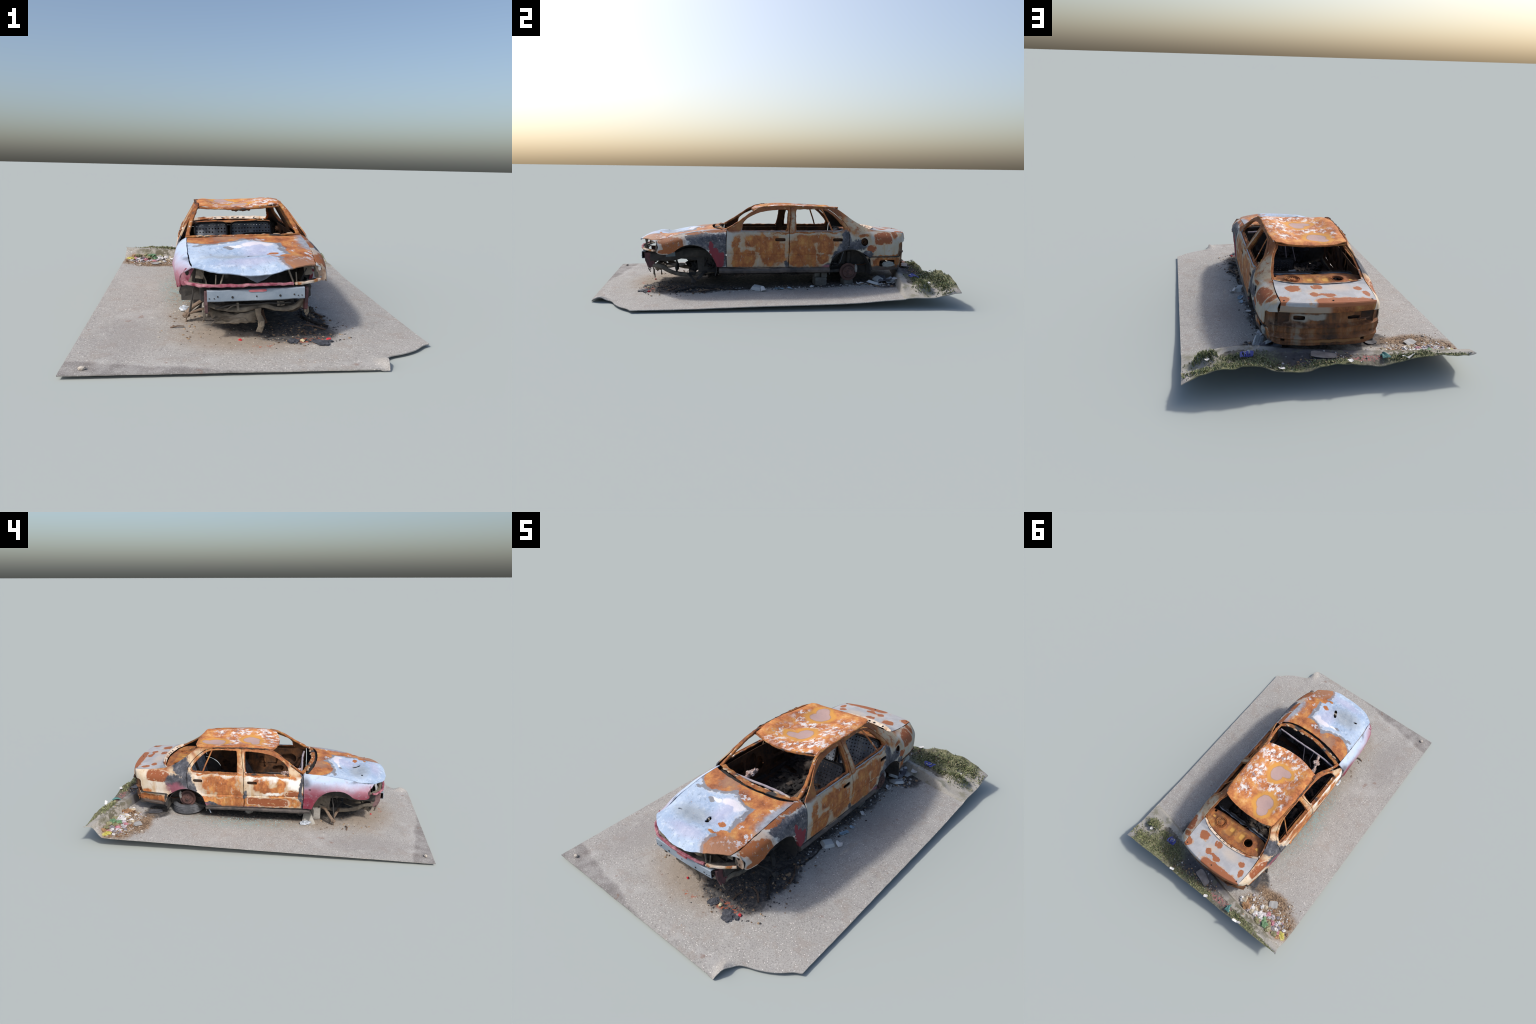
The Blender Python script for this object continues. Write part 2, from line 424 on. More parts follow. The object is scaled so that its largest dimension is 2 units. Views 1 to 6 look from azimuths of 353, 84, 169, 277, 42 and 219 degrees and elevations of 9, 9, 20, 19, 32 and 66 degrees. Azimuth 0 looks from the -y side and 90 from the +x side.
def mat_fender_r():
    M = Mat('burnt_fender_rust_soot'); w = M.warp(.035, 15, 5); w = M.warp(.010, 75, 4, w, 3)
    c = M.mix(M.noise(14, 4, .6), (.47, .46, .42), (.58, .60, .62))
    f = M.field([R_(-.565, .275, .058, .048), E_(-.60, .30, .05, .018), E_(-.46, .345, .09, .010), E_(-.60, .24, .05, .016), E_(-.33, .36, .08, .006)], w)
    c = M.mix(M.math('MULTIPLY', M.step(f, 1.5, 1.0), .5), c, (.45, .24, .10))
    c = M.mix(M.step(f, 1.06, .96), c, M.mix(M.step(M.noise(60, 5, .7), .62, .68), M.mix(M.noise(22, 5), BROWN, (.36, .13, .045)), (.58, .45, .30)))
    sf = M.field([E_(-.36, .300, .115, .050), R_(-.285, .25, .038, .10), E_(-.44, .32, .06, .016)], w)
    sm = M.step(M.math('MULTIPLY_ADD', M.noise(55, 5, .75), .7, M.math('SUBTRACT', sf, .35)), 1.08, .92)
    c = M.mix(sm, c, M.ramp(M.math('MULTIPLY_ADD', M.noise(75, 4, .7), .4, M.math('MULTIPLY', M.noise(17, 6, .7), .65)), [(.36, (.026, .028, .036)), (.5, (.075, .078, .095)), (.60, (.15, .15, .165)), (.70, (.26, .25, .25))]))
    c = M.mix(M.step(M.noise(45, 6, .75, seed=14), .55, .66), c, M.mix(M.noise(70, 4), (.20, .14, .11), (.30, .30, .32)))
    c = M.mix(M.step(M.noise(70, 5, .7, seed=4), .64, .70), c, (.40, .40, .42))
    c = M.mix(M.blobs([('r', (0, -.345, .265), (0, .011, .036)), R_(-.300, .192, .030, .044), E_(-.325, .235, .02, .03)], w, .1), c, (.21, .035, .05))
    return M.done(c, .7, 0, grain(M, 170), .35, .003)
M_FEND_R = mat_fender_r()

def mat_fender_l():
    M = Mat('scorched_red_blue_fender'); x, y, z = M.sep(); w = M.warp(.03, 14, 4)
    h = M.math('ADD', M.math('MULTIPLY_ADD', M.noise(10, 4, .6), .055, z), M.math('MULTIPLY', y, -.02))
    c = M.ramp(M.step(h, .25, .405), [(.08, (.235, .055, .080)), (.36, (.32, .145, .19)), (.62, (.38, .335, .43)), (.84, (.41, .51, .67)), (1, (.49, .585, .71))])
    c = M.mix(M.math('MULTIPLY', M.step(M.noise(12, 5, .65, seed=2), .54, .70), .55), c, (.50, .50, .60))
    c = M.mix(M.blobs([R_(-.245, .27, .016, .2), E_(-.27, .325, .03, .03), E_(-.60, .325, .05, .008)], w, .6), c, (.14, .15, .19))
    c = M.mix(M.blobs([R_(-.29, .19, .033, .036)], w, .1), c, (.23, .035, .060))
    c = M.mix(M.math('MULTIPLY', M.step(M.noise(30, 6, .75, seed=16), .52, .66), .45), c, (.30, .26, .31))
    c = M.mix(M.step(M.noise(90, 4, .7, seed=6), .65, .71), c, (.56, .54, .60))
    return M.done(c, .62, 0, grain(M, 170), .3, .003)
M_FEND_L = mat_fender_l()

def mat_hood():
    M = Mat('heat_bleached_hood'); w = M.warp(.06, 9, 5); w = M.warp(.022, 45, 5, w, 2)
    H = lambda x, y, rx, ry: ('e', (x, y, 0), (rx, ry, 0))
    c = M.mix(M.step(M.noise(8, 6, .65), .35, .65), (.32, .42, .58), (.44, .54, .68))
    c = M.mix(M.math('MULTIPLY', M.step(M.noise(34, 6, .75, seed=3), .50, .64), .6), c, (.60, .67, .76))
    c = M.mix(M.math('MULTIPLY', M.step(M.noise(48, 6, .78, seed=8), .54, .64), .6), c, (.19, .25, .345))
    c = M.mix(M.math('MULTIPLY', M.step(M.noise(80, 4, .7, seed=18), .66, .70), .7), c, (.46, .24, .15))
    c = M.mix(M.blobs([H(.02, -.462, .055, .020), H(.075, -.455, .03, .035), H(-.06, -.475, .03, .008)], w, .25), c, (.74, .73, .76))
    c = M.mix(M.math('MULTIPLY', M.blobs([H(.03, -.52, .06, .08), H(-.02, -.70, .1, .03)], w, .7), .4), c, (.42, .36, .50))
    c = M.mix(M.math('MULTIPLY', M.blobs([H(-.08, -.60, .10, .05)], w, .6), .6), c, (.36, .38, .37))
    f = M.field([H(.30, -.50, .16, .27), H(.10, -.30, .15, .125), H(-.13, -.32, .13, .115), H(.21, -.68, .10, .10)], w)
    c = M.mix(M.step(f, 1.30, 1.10), c, M.mix(M.step(M.noise(28, 5, .7, seed=5), .46, .56), c, (.60, .61, .64)))
    sb = M.math('MULTIPLY_ADD', M.noise(15, 4, .6, seed=13), -.35, f)
    c = M.mix(M.step(sb, .98, .92), c, M.mix(M.noise(30, 5, .7), (.15, .16, .19), (.30, .30, .33)))
    c = M.mix(M.blobs([H(-.085, -.487, .020, .011), H(-.16, -.440, .05, .014), H(-.21, -.455, .022, .012)], w, .12), c, (.22, .225, .25))
    f2 = M.field([H(.080, -.585, .022, .016), H(.085, -.645, .018, .008), H(.13, -.63, .03, .03)], w)
    R = M.mix(M.math('MULTIPLY', M.step(M.noise(8, 5, .65, seed=12), .50, .62), .7), rust(M, 1.08, 3, 13), (.27, .165, .12))
    c = M.mix(M.step(f2, 1.1, .9), c, R)
    c = M.mix(M.step(f, 1.03, .97), c, R)
    c = M.mix(M.blobs([H(.20, -.70, .085, .065)], w, .4), c, M.mix(M.noise(20, 4), (.30, .15, .095), (.42, .20, .10)))
    fl = M.step(M.noise(24, 6, .72, seed=9), .585, .615)
    c = M.mix(M.math('MULTIPLY', fl, M.blobs([H(.19, -.45, .12, .22), H(.08, -.42, .08, .06)], w, .5)), c, (.54, .56, .60))
    c = M.mix(M.blobs([H(.245, -.42, .03, .11)], w, .5), c, M.mix(M.noise(45, 5), (.13, .135, .155), (.45, .48, .55)))
    return M.done(c, .62, 0, M.math('ADD', grain(M, 130), M.math('MULTIPLY', M.noise(40, 5, .7), 1.5)), .4, .004)
M_HOOD = mat_hood()

def mat_roof():
    M = Mat('rusted_roof'); w = M.warp(.05, 11, 5); w = M.warp(.016, 50, 5, w, 2)
    H = lambda x, y, rx, ry: ('e', (x, y, 0), (rx, ry, 0))
    c = rust(M, 1.32, 5, 13)  # rust brightened to carry the sunlight falling on the roof
    zone = M.blobs([H(.10, .0, .13, .09), H(.02, -.02, .15, .05), H(.13, .14, .07, .16), H(-.10, .03, .05, .10), H(.0, .21, .15, .05), H(.12, .33, .06, .04), H(-.13, .27, .04, .06)], w, .5)
    fl = M.step(M.noise(32, 7, .75, seed=4, stretch=(1, .7, 1)), .49, .55)
    zone = M.math('MULTIPLY', zone, M.step(M.noise(9, 4, .65, seed=21), .32, .48))
    c = M.mix(M.math('MULTIPLY', zone, fl), c, M.mix(M.noise(18, 4), (.74, .68, .60), (.78, .78, .82)))
    c = M.mix(M.math('MULTIPLY', M.math('MULTIPLY', zone, M.step(M.noise(33, 6, .7, seed=7), .58, .64)), .8), c, (.30, .30, .33))
    w2 = M.warp(.035, 13, 2, seed=3)
    f = M.field([H(.012, .095, .044, .050), H(-.030, .068, .046, .026), H(-.050, .055, .022, .016), H(-.050, .315, .050, .055), H(-.068, .365, .036, .036)], w2)
    fh = M.math('MULTIPLY_ADD', M.noise(17, 5, .7, seed=9), -1.3, f)
    c = M.mix(M.step(fh, 1.25, .75), c, M.mix(M.noise(20, 5), (.70, .33, .06), (.52, .26, .08)))
    c = M.mix(M.step(f, 1.12, 1.04), c, (.42, .24, .14))
    pool = M.step(f, 1.02, .94)
    c = M.mix(pool, c, M.mix(M.noise(12, 4), (.40, .29, .29), (.50, .33, .28)))
    return M.done(c, .75, 0, M.math('ADD', grain(M, 140), M.math('MULTIPLY', fl, .5)), .4, .003)
M_ROOF = mat_roof()

def mat_trunk():
    M = Mat('ash_grey_trunk_rust_spots'); w = M.warp(.030, 22, 5); w = M.warp(.010, 70, 4, w, 2)
    x, y, z = M.sep(); H = lambda x, y, rx, ry: ('e', (x, y, 0), (rx, ry, 0))
    c = M.mix(M.step(M.noise(10, 6, .65), .36, .64), (.37, .37, .385), (.47, .475, .485))
    c = M.mix(M.math('MULTIPLY', M.blobs([H(-.07, .70, .06, .03), H(.05, .735, .04, .02)], w, .8), .5), c, (.62, .50, .38))
    spots = [H(.150, .700, .038, .030), H(.035, .695, .026, .020), H(.062, .765, .022, .022), H(-.015, .778, .022, .018), H(.022, .772, .035, .010),
             H(-.168, .706, .022, .018), H(-.197, .755, .018, .026), H(.214, .797, .028, .030)]
    f = M.math('ADD', M.field(spots, w), M.math('MULTIPLY_ADD', M.noise(30, 5, .7, seed=15), .8, -.4))
    band = ('r', (-.09, .835, 0), (.155, .033, 0)); f = M.math('MINIMUM', f, M.field([band], w))
    ring = M.math('MULTIPLY', M.step(f, 1.35, 1.15), M.step(M.noise(40, 5, .7, seed=3), .50, .56))
    c = M.mix(ring, c, M.mix(M.noise(60, 3), (.62, .50, .36), (.40, .18, .08)))
    c = M.mix(M.math('MULTIPLY', M.step(f, 1.06, .97), M.step(M.noise(45, 5, .75, seed=17), .70, .62)), c, M.mix(M.noise(24, 5), (.30, .105, .05), (.38, .14, .06)))
    c = M.mix(M.blobs([H(-.21, .63, .035, .03), H(.21, .62, .03, .025), H(0, .655, .2, .010)], w, .6), c, M.mix(M.noise(50, 5), (.14, .15, .17), (.42, .43, .46)))
    lip = M.step(z, .334, .330)
    lc = M.mix(M.step(M.math('MULTIPLY_ADD', M.noise(14, 5, .65, seed=6), .12, x), .09, .03), M.mix(M.noise(18, 5), (.34, .32, .28), (.33, .22, .15)), rust(M, .72, 8, 16, (1, 1, .3)))
    c = M.mix(lip, c, lc)
    return M.done(c, .7, 0, grain(M, 160), .35, .003)
M_TRUNK = mat_trunk()

def mat_tail():
    M = Mat('streaked_rusty_tail_panel')
    s = M.noise(26, 6, .65, stretch=(1, 1, .14)); a = M.noise(9, 5, .6, seed=3)
    f = M.math('MULTIPLY_ADD', s, .55, M.math('MULTIPLY', a, .5))
    c = M.ramp(f, [(.36, (.040, .031, .025)), (.46, (.10, .053, .031)), (.56, (.23, .092, .036)), (.67, (.27, .165, .095)), (.8, (.32, .27, .21))])
    w = M.warp(.03, 18, 5)
    c = M.mix(M.math('MULTIPLY', M.blobs([('r', (.20, 0, .19), (.09, 0, .06))], w, .6), M.step(s, .42, .62)), c, (.24, .20, .155))
    c = M.mix(M.blobs([('r', (.060, 0, .272), (.045, 0, .013)), ('r', (.13, 0, .27), (.04, 0, .018))], w, .3), c, M.mix(M.noise(50, 4), (.22, .21, .19), (.36, .33, .29)))
    c = M.mix(M.math('MULTIPLY', M.blobs([('r', (-.05, 0, .154), (.14, 0, .008))], w, .5), .7), c, (.36, .18, .07))
    return M.done(c, .8, 0, grain(M, 150), .4, .003)
M_TAIL = mat_tail()

M_CHAR = mat_char('charred_sheet_metal')
M_INNER = mat_char('burnt_brown_inner_metal', (.030, .022, .018), (.21, .085, .030), 4, .60)
M_SOOTY = mat_char('sooty_underbody', (.030, .030, .032), (.085, .078, .070), 7)
M_DUST = mat_char('dusty_engine_bay', (.075, .065, .055), (.23, .20, .16), 9, .55)
M_RUST = mat_rusty('rust_orange_brown', .85, 2, .0, .35)
M_FRAME = mat_rusty('rusted_window_surround', .78, 6, .2, .35, 22)
def mat_shelf():
    M = Mat('rusted_shelf_metal'); w = M.warp(.014, 40, 4)
    P = lambda x, y, a, b: ('r', (x, y, 0), (a, b, 0))
    c = M.mix(M.math('MULTIPLY', M.step(M.noise(16, 5, .65), .45, .62), .7), rust(M, .85, 11, 18), (.16, .075, .045))
    c = M.mix(M.blobs([P(.040, .570, .028, .034), P(-.040, .568, .026, .034)], w, .2), c, (.38, .17, .05))
    c = M.mix(M.blobs([P(.034, .560, .013, .014), P(-.046, .560, .015, .018), P(.190, .555, .009, .007), P(-.178, .563, .009, .008)], w, .25), c, M.mix(M.noise(30, 4), (.50, .26, .06), (.62, .36, .10)))
    return M.done(c, .85, 0, grain(M, 150), .5, .003)
M_SHELF = mat_shelf()
def mat_flange():
    M = Mat('ash_crusted_flange'); c = M.ramp(M.noise(30, 6, .62), [(.36, (.44, .32, .22)), (.64, (.70, .61, .52))])
    c = M.mix(M.step(M.noise(11, 5, .65, seed=4), .50, .56), c, rust(M, .9, 7, 18))
    return M.done(c, .8, 0, grain(M, 150), .4, .003)
M_FLANGE = mat_flange()
M_STEEL = mat_plain('galvanised_beam', (.22, .27, .33), (.31, .36, .42), 9, .55, .15)
M_REDP = mat_plain('scorched_red_paint', (.21, .035, .065), (.40, .19, .22), 40)
M_DRUM = mat_plain('purple_brown_rusty_hub', (.055, .034, .032), (.135, .070, .062), 26)
M_PERF = mat_plain('blue_grey_burnt_seat_steel', (.12, .14, .175), (.25, .28, .33), 9)
M_BAR = mat_plain('lilac_grey_bare_tube', (.30, .27, .31), (.42, .37, .40), 20)
M_BLACK = mat_plain('black_soot', (.018, .018, .019), (.045, .042, .042), 30, .9)
M_BRKT = mat_plain('scorched_lamp_bracket', (.22, .12, .07), (.48, .42, .35), 26)
M_WOOD = mat_plain('charred_timber', (.06, .040, .030), (.22, .145, .10), 16)
M_RUBBLE = mat_plain('ash_and_rubble', (.030, .026, .025), (.13, .105, .088), 10, .9)

# ================================================================== body surfaces (car frame: -y is the nose)
plan = pchip([(-.80, .18), (-.75, .232), (-.70, .266), (-.66, .285), (-.62, .295), (-.55, .304), (-.43, .311), (-.25, .308), (0, .311), (.3, .311), (.46, .310), (.57, .306), (.68, .297), (.75, .287), (.775, .282), (.79, .275), (.80, .268), (.81, .255), (.82, .234), (.86, .17)])
lowp = pchip([(.09, -.040), (.11, -.022), (.125, -.014), (.15, -.009), (.19, -.005), (.222, -.003), (.26, 0), (.30, -.001), (.33, -.006), (.345, -.010), (.36, -.014)])
tuck = pchip([(-.7, .6), (-.4, 1), (.4, 1), (.6, .7), (.8, .45)])
# hood edge (gap to the fender)
hz = pchip([(-.80, .268), (-.75, .284), (-.70, .296), (-.655, .304), (-.609, .314), (-.551, .331), (-.474, .346), (-.397, .357), (-.327, .364), (-.25, .368)])
hx = pchip([(-.80, .185), (-.75, .212), (-.70, .232), (-.66, .240), (-.61, .246), (-.525, .252), (-.4, .255), (-.25, .256)])
# cabin rail, then rear-glass edge, then trunk gap
rz = pchip([(-.25, .503), (.20, .503), (.30, .501), (.36, .498), (.396, .494), (.417, .484), (.468, .447), (.50, .424), (.553, .391), (.585, .375), (.613, .365), (.697, .354), (.816, .345), (.86, .341)])
rx = pchip([(-.25, .207), (.20, .207), (.33, .205), (.396, .194), (.417, .189), (.468, .214), (.50, .222), (.553, .232), (.585, .234), (.613, .233), (.697, .236), (.816, .228), (.86, .205)])
zb_ = pchip([(-.25, .345), (.44, .345), (.55, .312), (.613, .290), (.697, .278), (.82, .270)])
pw_ = pchip([(-.25, 1.12), (.40, 1.12), (.47, 1.3), (.55, 2.0), (.613, 2.7), (.82, 2.8)])

def nose(y, sgn): return np.where(np.asarray(sgn) < 0, .017, .006)*np.exp(-((np.asarray(y, float)+.715)/.055)**2)
def drift(y, z):
    """the tail is knocked a little to one side"""
    a = np.clip((np.asarray(y, float)-.42)/.30, 0, 1); b = np.clip((.37-np.asarray(z, float))/.10, 0, 1)
    return .010*a*a*(3-2*a)*b*b*(3-2*b)
def side(y, z, front=False, sgn=1):
    """half width of the car at length y and height z"""
    y = np.asarray(y, float); z = np.asarray(z, float)
    if front: zb, ze, xe, pw = hz(y)+nose(y, sgn)-.068, hz(y)+nose(y, sgn), hx(y), 3.0
    else: zb, ze, xe, pw = zb_(y), rz(y), rx(y), pw_(y)
    zl = np.minimum(z, zb)
    x = plan(y) + lowp(zl)*tuck(y) - np.where(np.asarray(sgn) < 0, .010, 0)*np.clip((y+.1)/.4, 0, 1)*np.clip((z-.165)/.06, 0, 1)
    u = np.clip((z-zb)/(ze-zb), 0, 1.25)
    x = np.where(z > zb, x + (xe-x)*u**pw, x)
    return x - (0 if front else 1)*.018*np.clip((y-.60)/.17, 0, 1)*np.clip((.214-z)/.075, 0, 1.3)

arch_f = (-.436, .150, .131, .133)          # wheel arch centres and radii
arch_r = (.475, .118, .128, .133)
def groove(y, z):
    g = z-(.2262-.0167*y)
    return -.0030*np.exp(-(g/.0022)**2) + .0022*np.exp(-((g+.008)/.006)**2)
def flare(y, z, a):
    r = np.hypot((y-a[0])/a[2], (z-a[1])/a[3]); return .006*np.exp(-((r-1.02)/.09)**2)

def skin(y, z, sgn, front=False):
    x = side(y, z, front, sgn) + groove(y, z)*np.where((y > -.30) & (y < .36), 1, 0) + flare(y, z, arch_f) + flare(y, z, arch_r)
    return np.stack([sgn*x+drift(y, z), y, z], 1)

hood_c = pchip([(-.80, .272), (-.785, .281), (-.775, .290), (-.758, .305), (-.716, .326), (-.653, .342), (-.57, .354), (-.461, .362), (-.40, .368), (-.325, .374), (-.28, .375)])
def hood_z(x, y):
    zc, ze = hood_c(y), hz(y)+nose(y, x); r = np.abs(x)/hx(y)
    z = zc-(zc-ze)*r**2.2
    z = z - .030*np.exp(-((((x+.035)/.140)**2 + ((y+.555)/.082)**2))**1.5) + .010*np.exp(-(((x+.185)/.05)**2+((y+.65)/.04)**2))          # crushed middle
    z = z - .009*np.exp(-(((x-.15)/.05)**2 + ((y+.50)/.09)**2)) + .005*np.exp(-(((x-.03)/.05)**2+((y+.49)/.05)**2))
    z = z + .004*np.sin((y+.35)*28)*np.exp(-((x-.10)/.05)**2)
    return z

roof_e = pchip([(-.10, .481), (-.07, .487), (-.05, .490), (0, .4995), (.05, .505), (.10, .5065), (.2, .5025), (.29, .497), (.36, .4945), (.41, .4935), (.435, .489), (.45, .484)])
def roof_z(x, y):
    z = roof_e(y) + .005*np.exp(-((np.abs(x)-.165)/.03)**2)
    win = 1/(1+np.exp(-(y+.02)/.018))/(1+np.exp((y-.375)/.014))
    sag = (.022-.010*np.clip((y-.1)/.25, 0, 1))*np.exp(-((x+.02)/.115)**4)
    z = z - sag*win - .005*np.exp(-(((x+.02)/.07)**2+((y-.09)/.06)**2)) - .004*np.exp(-(((x+.055)/.06)**2+((y-.33)/.06)**2))
    return z - .10*np.clip(np.abs(x)-.188, 0, 1)

def trunk_z(x, y):
    e = rz(y); r = np.abs(x)/.235
    return e + (.0095 if True else 0)*(1-r**2.5) - .02*np.clip(y-.80, 0, 1)
lip_y = lambda x: .845-.029*(np.abs(x)/.225)**2.4
tail_y = lambda x: .842-.034*(np.abs(x)/.236)**2.8

# ================================================================== the car
CAR = bpy.data.objects.new('burnt_sedan', None); COL.objects.link(CAR)
CAR.empty_display_size = .2; CAR.location = (.0027, 0, .0002); CAR.rotation_euler = (0, math.radians(-2.0), 0)
CAR["label"] = "burnt-out rusty four-door sedan without wheels, glass or bumpers"
CAR["category"] = "wrecked car"

def panel(mb, outer, holes, sgn, front=False, step=.0075, thick=.004, extra=None, mats=(0, 1), seed=0.0, warp=.0012, off=0.0, surf=None):
    V2, F = mesh2d(outer, holes, step, extra)
    P = skin(V2[:, 0], V2[:, 1], sgn, front) if surf is None else surf(V2)
    if off: P = P - off*np.array([sgn, 0, 0])
    return shell(mb, P, F, thick, (sgn, 0, .3), mats, warp, seed)

def groove_rows(y0, y1):
    return [(y, .2262-.0167*y+d) for y in np.arange(y0, y1, .008) for d in (-.008, -.0032, 0, .0032)]

def rrect(cy, cz, ry, rz_, n=20, p=5): return ellipse(cy, cz, ry, rz_, n, p)

FD_OUT = lambda: loop(('s', [(-.2535, .153), (-.256, .20), (-.2565, .298), (-.2525, .358)]), ('s', [(-.2525, .358), (-.247, .370), (-.179, .412), (-.124, .454), (-.085, .478), (-.045, .4925), (.026, .5015), (.080, .5015), (.1265, .4985)]),
    ('s', [(.1265, .4985), (.1235, .454), (.114, .40), (.1075, .358), (.1062, .258), (.1035, .18), (.1075, .147)]), ('l', [(.1075, .147), (-.2535, .153)]))
FD_HOLE = lambda: loop(('l', [(-.1705, .3605), (-.160, .410)]), ('s', [(-.160, .410), (-.125, .439), (-.063, .4665), (0, .4785), (.05, .4835), (.098, .4855)]), ('s', [(.098, .4855), (.112, .482), (.1135, .472)]), ('s', [(.1135, .472), (.109, .42), (.0985, .3605)]), ('l', [(.0985, .3605), (-.1705, .3605)]))
RD_OUT = lambda: loop(('s', [(.1105, .147), (.108, .19), (.1105, .258), (.1115, .358), (.1175, .40), (.127, .454), (.1300, .4985)]), ('s', [(.1300, .4985), (.20, .5005), (.285, .497), (.325, .4905), (.352, .4835), (.393, .457), (.435, .418), (.459, .382), (.462, .350), (.4615, .294), (.4595, .268), (.448, .2525)]),
    ('s', [(.448, .2525), (.435, .249), (.395, .231), (.367, .205), (.352, .169), (.345, .144)]), ('l', [(.345, .144), (.1105, .147)]))
RD_HOLE = lambda: loop(('s', [(.1485, .3605), (.1515, .42), (.157, .478)]), ('s', [(.157, .478), (.162, .485), (.18, .487), (.25, .488), (.30, .485), (.339, .4775), (.384, .448), (.42, .411), (.4405, .383), (.4435, .374), (.437, .366), (.41, .3605)]), ('l', [(.41, .3605), (.1485, .3605)]))

def arch_curve(a, pts): return pts
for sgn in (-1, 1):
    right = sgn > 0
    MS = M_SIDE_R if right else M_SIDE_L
    sd = 3.0 if right else 11.0
    # ---------------- fender
    o = loop(('s', [(-.2575, .153), (-.2605, .20), (-.261, .298), (-.257, .358), (-.2545, .3665)]),
             ('s', [(y, float(hz(y)+nose(y, sgn))-.0006) for y in (-.2545, -.30, -.36, -.43, -.50, -.56, -.61, -.65, -.685)]),
             ('s', [(-.685, float(hz(-.685)+nose(-.685, sgn))-.0006), (-.672, .297), (-.656, .284), (-.648, .268), (-.652, .250), (-.657, .238)]),
             ('s', [(-.657, .238), (-.641, .227), (-.595, .2265), (-.566, .235)]),
             ('s', [(-.566, .235), (-.559, .239), (-.534, .260), (-.496, .279), (-.454, .2835), (-.412, .2755), (-.374, .256), (-.347, .229), (-.325, .190), (-.311, .153)]), ('l', [(-.311, .153), (-.2575, .153)]))
    holes = [] if right else [rrect(-.297, .283, .0075, .0035, 12)]
    mb = MB(); panel(mb, ragged(o, .0010, 70, sd), holes, sgn, True, seed=sd, warp=.0016)
    # folded lip round the wheel arch
    lipc = curve([(-.559, .239), (-.534, .260), (-.496, .279), (-.454, .2835), (-.412, .2755), (-.374, .256), (-.347, .229), (-.325, .190), (-.311, .155)], .012)
    mb.bar([(sgn*(float(side(p[0], p[1], True))-.006), p[0], p[1]) for p in lipc], .003, .016, (sgn, 0, 0), 0, .001)
    mb.build('fender', [M_FEND_R if right else M_FEND_L, M_SOOTY], CAR)
    # ---------------- doors
    hh = rrect(.0555, .3115, .0305, .0095, 22)
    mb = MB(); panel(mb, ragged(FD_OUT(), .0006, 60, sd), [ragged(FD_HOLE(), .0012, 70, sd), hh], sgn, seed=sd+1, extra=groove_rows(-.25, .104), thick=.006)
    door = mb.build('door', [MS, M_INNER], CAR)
    mb = MB(); mb.box((sgn*.291, .0555, .3115), (.003, .066, .026)); mb.tube([(sgn*.294, .03, .312), (sgn*.295, .08, .311)], .003)
    mb.build('handle_recess', M_CHAR, door)
    hr = rrect(.396, .310, .0295, .0095, 22)
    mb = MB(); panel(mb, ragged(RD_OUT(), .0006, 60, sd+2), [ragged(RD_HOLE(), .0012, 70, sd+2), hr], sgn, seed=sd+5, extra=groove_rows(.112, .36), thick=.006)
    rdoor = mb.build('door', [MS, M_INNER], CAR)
    mb = MB(); mb.box((sgn*.287, .396, .310), (.003, .064, .026)); mb.tube([(sgn*.290, .372, .311), (sgn*.291, .42, .310)], .003)
    mb.build('handle_recess', M_CHAR, rdoor)
    # quarter-light bar, sail corner upright
    S = lambda y, z, d=.004: (sgn*(float(side(y, z, False, sgn))-d), y, z)
    mb = MB(); mb.bar([S(.368, .358), S(.350, .405), S(.330, .45), S(.314, .486)], .009, .005, (sgn, 0, 0), 0, .0015)
    mb.build('window_divider', mat_rusty('pale_rust_divider', 1.0, 21+sgn, .5, .1) if right else M_FRAME, rdoor)
    mb = MB(); mb.bar([S(-.171, .358), S(-.168, .385), S(-.160, .412)], .006, .005, (sgn, 0, 0), 0, .001)
    mb.build('window_divider', M_STEEL, door)
    # bright sill trim along the window line
    mb = MB()
    mb.bar([S(y, .3605, -.0015) for y in np.arange(-.175, .104, .02)], .004, .006, (sgn, 0, 0), 0, .0006)
    mb.build('window_sill_trim', M_STEEL if right else M_FRAME, door)
    mb = MB(); mb.bar([S(y, .3605 if y < .40 else .3605+(y-.40)*.22, -.0015) for y in np.arange(.149, .432, .02)], .004, .006, (sgn, 0, 0), 0, .0006)
    mb.build('window_sill_trim', M_STEEL if right else M_FRAME, rdoor)
    # deep window reveal: the folded frame behind the outer skin
    mb = MB()
    for H, s0 in ((FD_HOLE(), 1), (RD_HOLE(), 2)):
        H = [p for p in H][::2]
        path = [(sgn*(float(side(p[0], p[1], False, sgn))-.012), p[0]+.002*mnoise.noise((p[0]*50, p[1]*50, sd)), p[1]+.002*mnoise.noise((p[0]*50, p[1]*50, sd+5))) for p in H]
        path.append(path[0])
        mb.bar(path, .007, .013, (sgn, 0, 0), 0, .003)
    mb.build('window_reveal', M_FRAME, CAR)
    # door inner pressings with ragged cut-outs
    for nm, o, hl in (('door_lining', loop(('l', [(-.243, .16), (-.243, .345)]), ('l', [(-.243, .345), (.098, .350)]), ('l', [(.098, .350), (.097, .155)]), ('l', [(.097, .155), (-.243, .16)])), [(-.13, .27, .055, .035), (-.02, .27, .04, .05), (.05, .24, .025, .04), (-.16, .20, .04, .02), (-.06, .195, .04, .018)]),
                      ('door_lining', loop(('l', [(.118, .155), (.118, .350)]), ('l', [(.118, .350), (.44, .350)]), ('l', [(.44, .350), (.44, .275)]), ('s', [(.44, .275), (.39, .245), (.36, .205), (.345, .155)]), ('l', [(.345, .155), (.118, .155)])), [(.20, .28, .05, .04), (.31, .29, .04, .03), (.21, .20, .05, .022), (.31, .22, .03, .03)])):
        hs = [ragged(rrect(*h, 26, 3), .008, 28, sd+h[0]*9) for h in hl]
        mb = MB(); panel(mb, o, hs, sgn, step=.012, off=.034, thick=.003, mats=(0, 0), warp=.004, seed=sd)
        mb.build(nm, M_INNER, door if o[0][0] < 0 else rdoor)
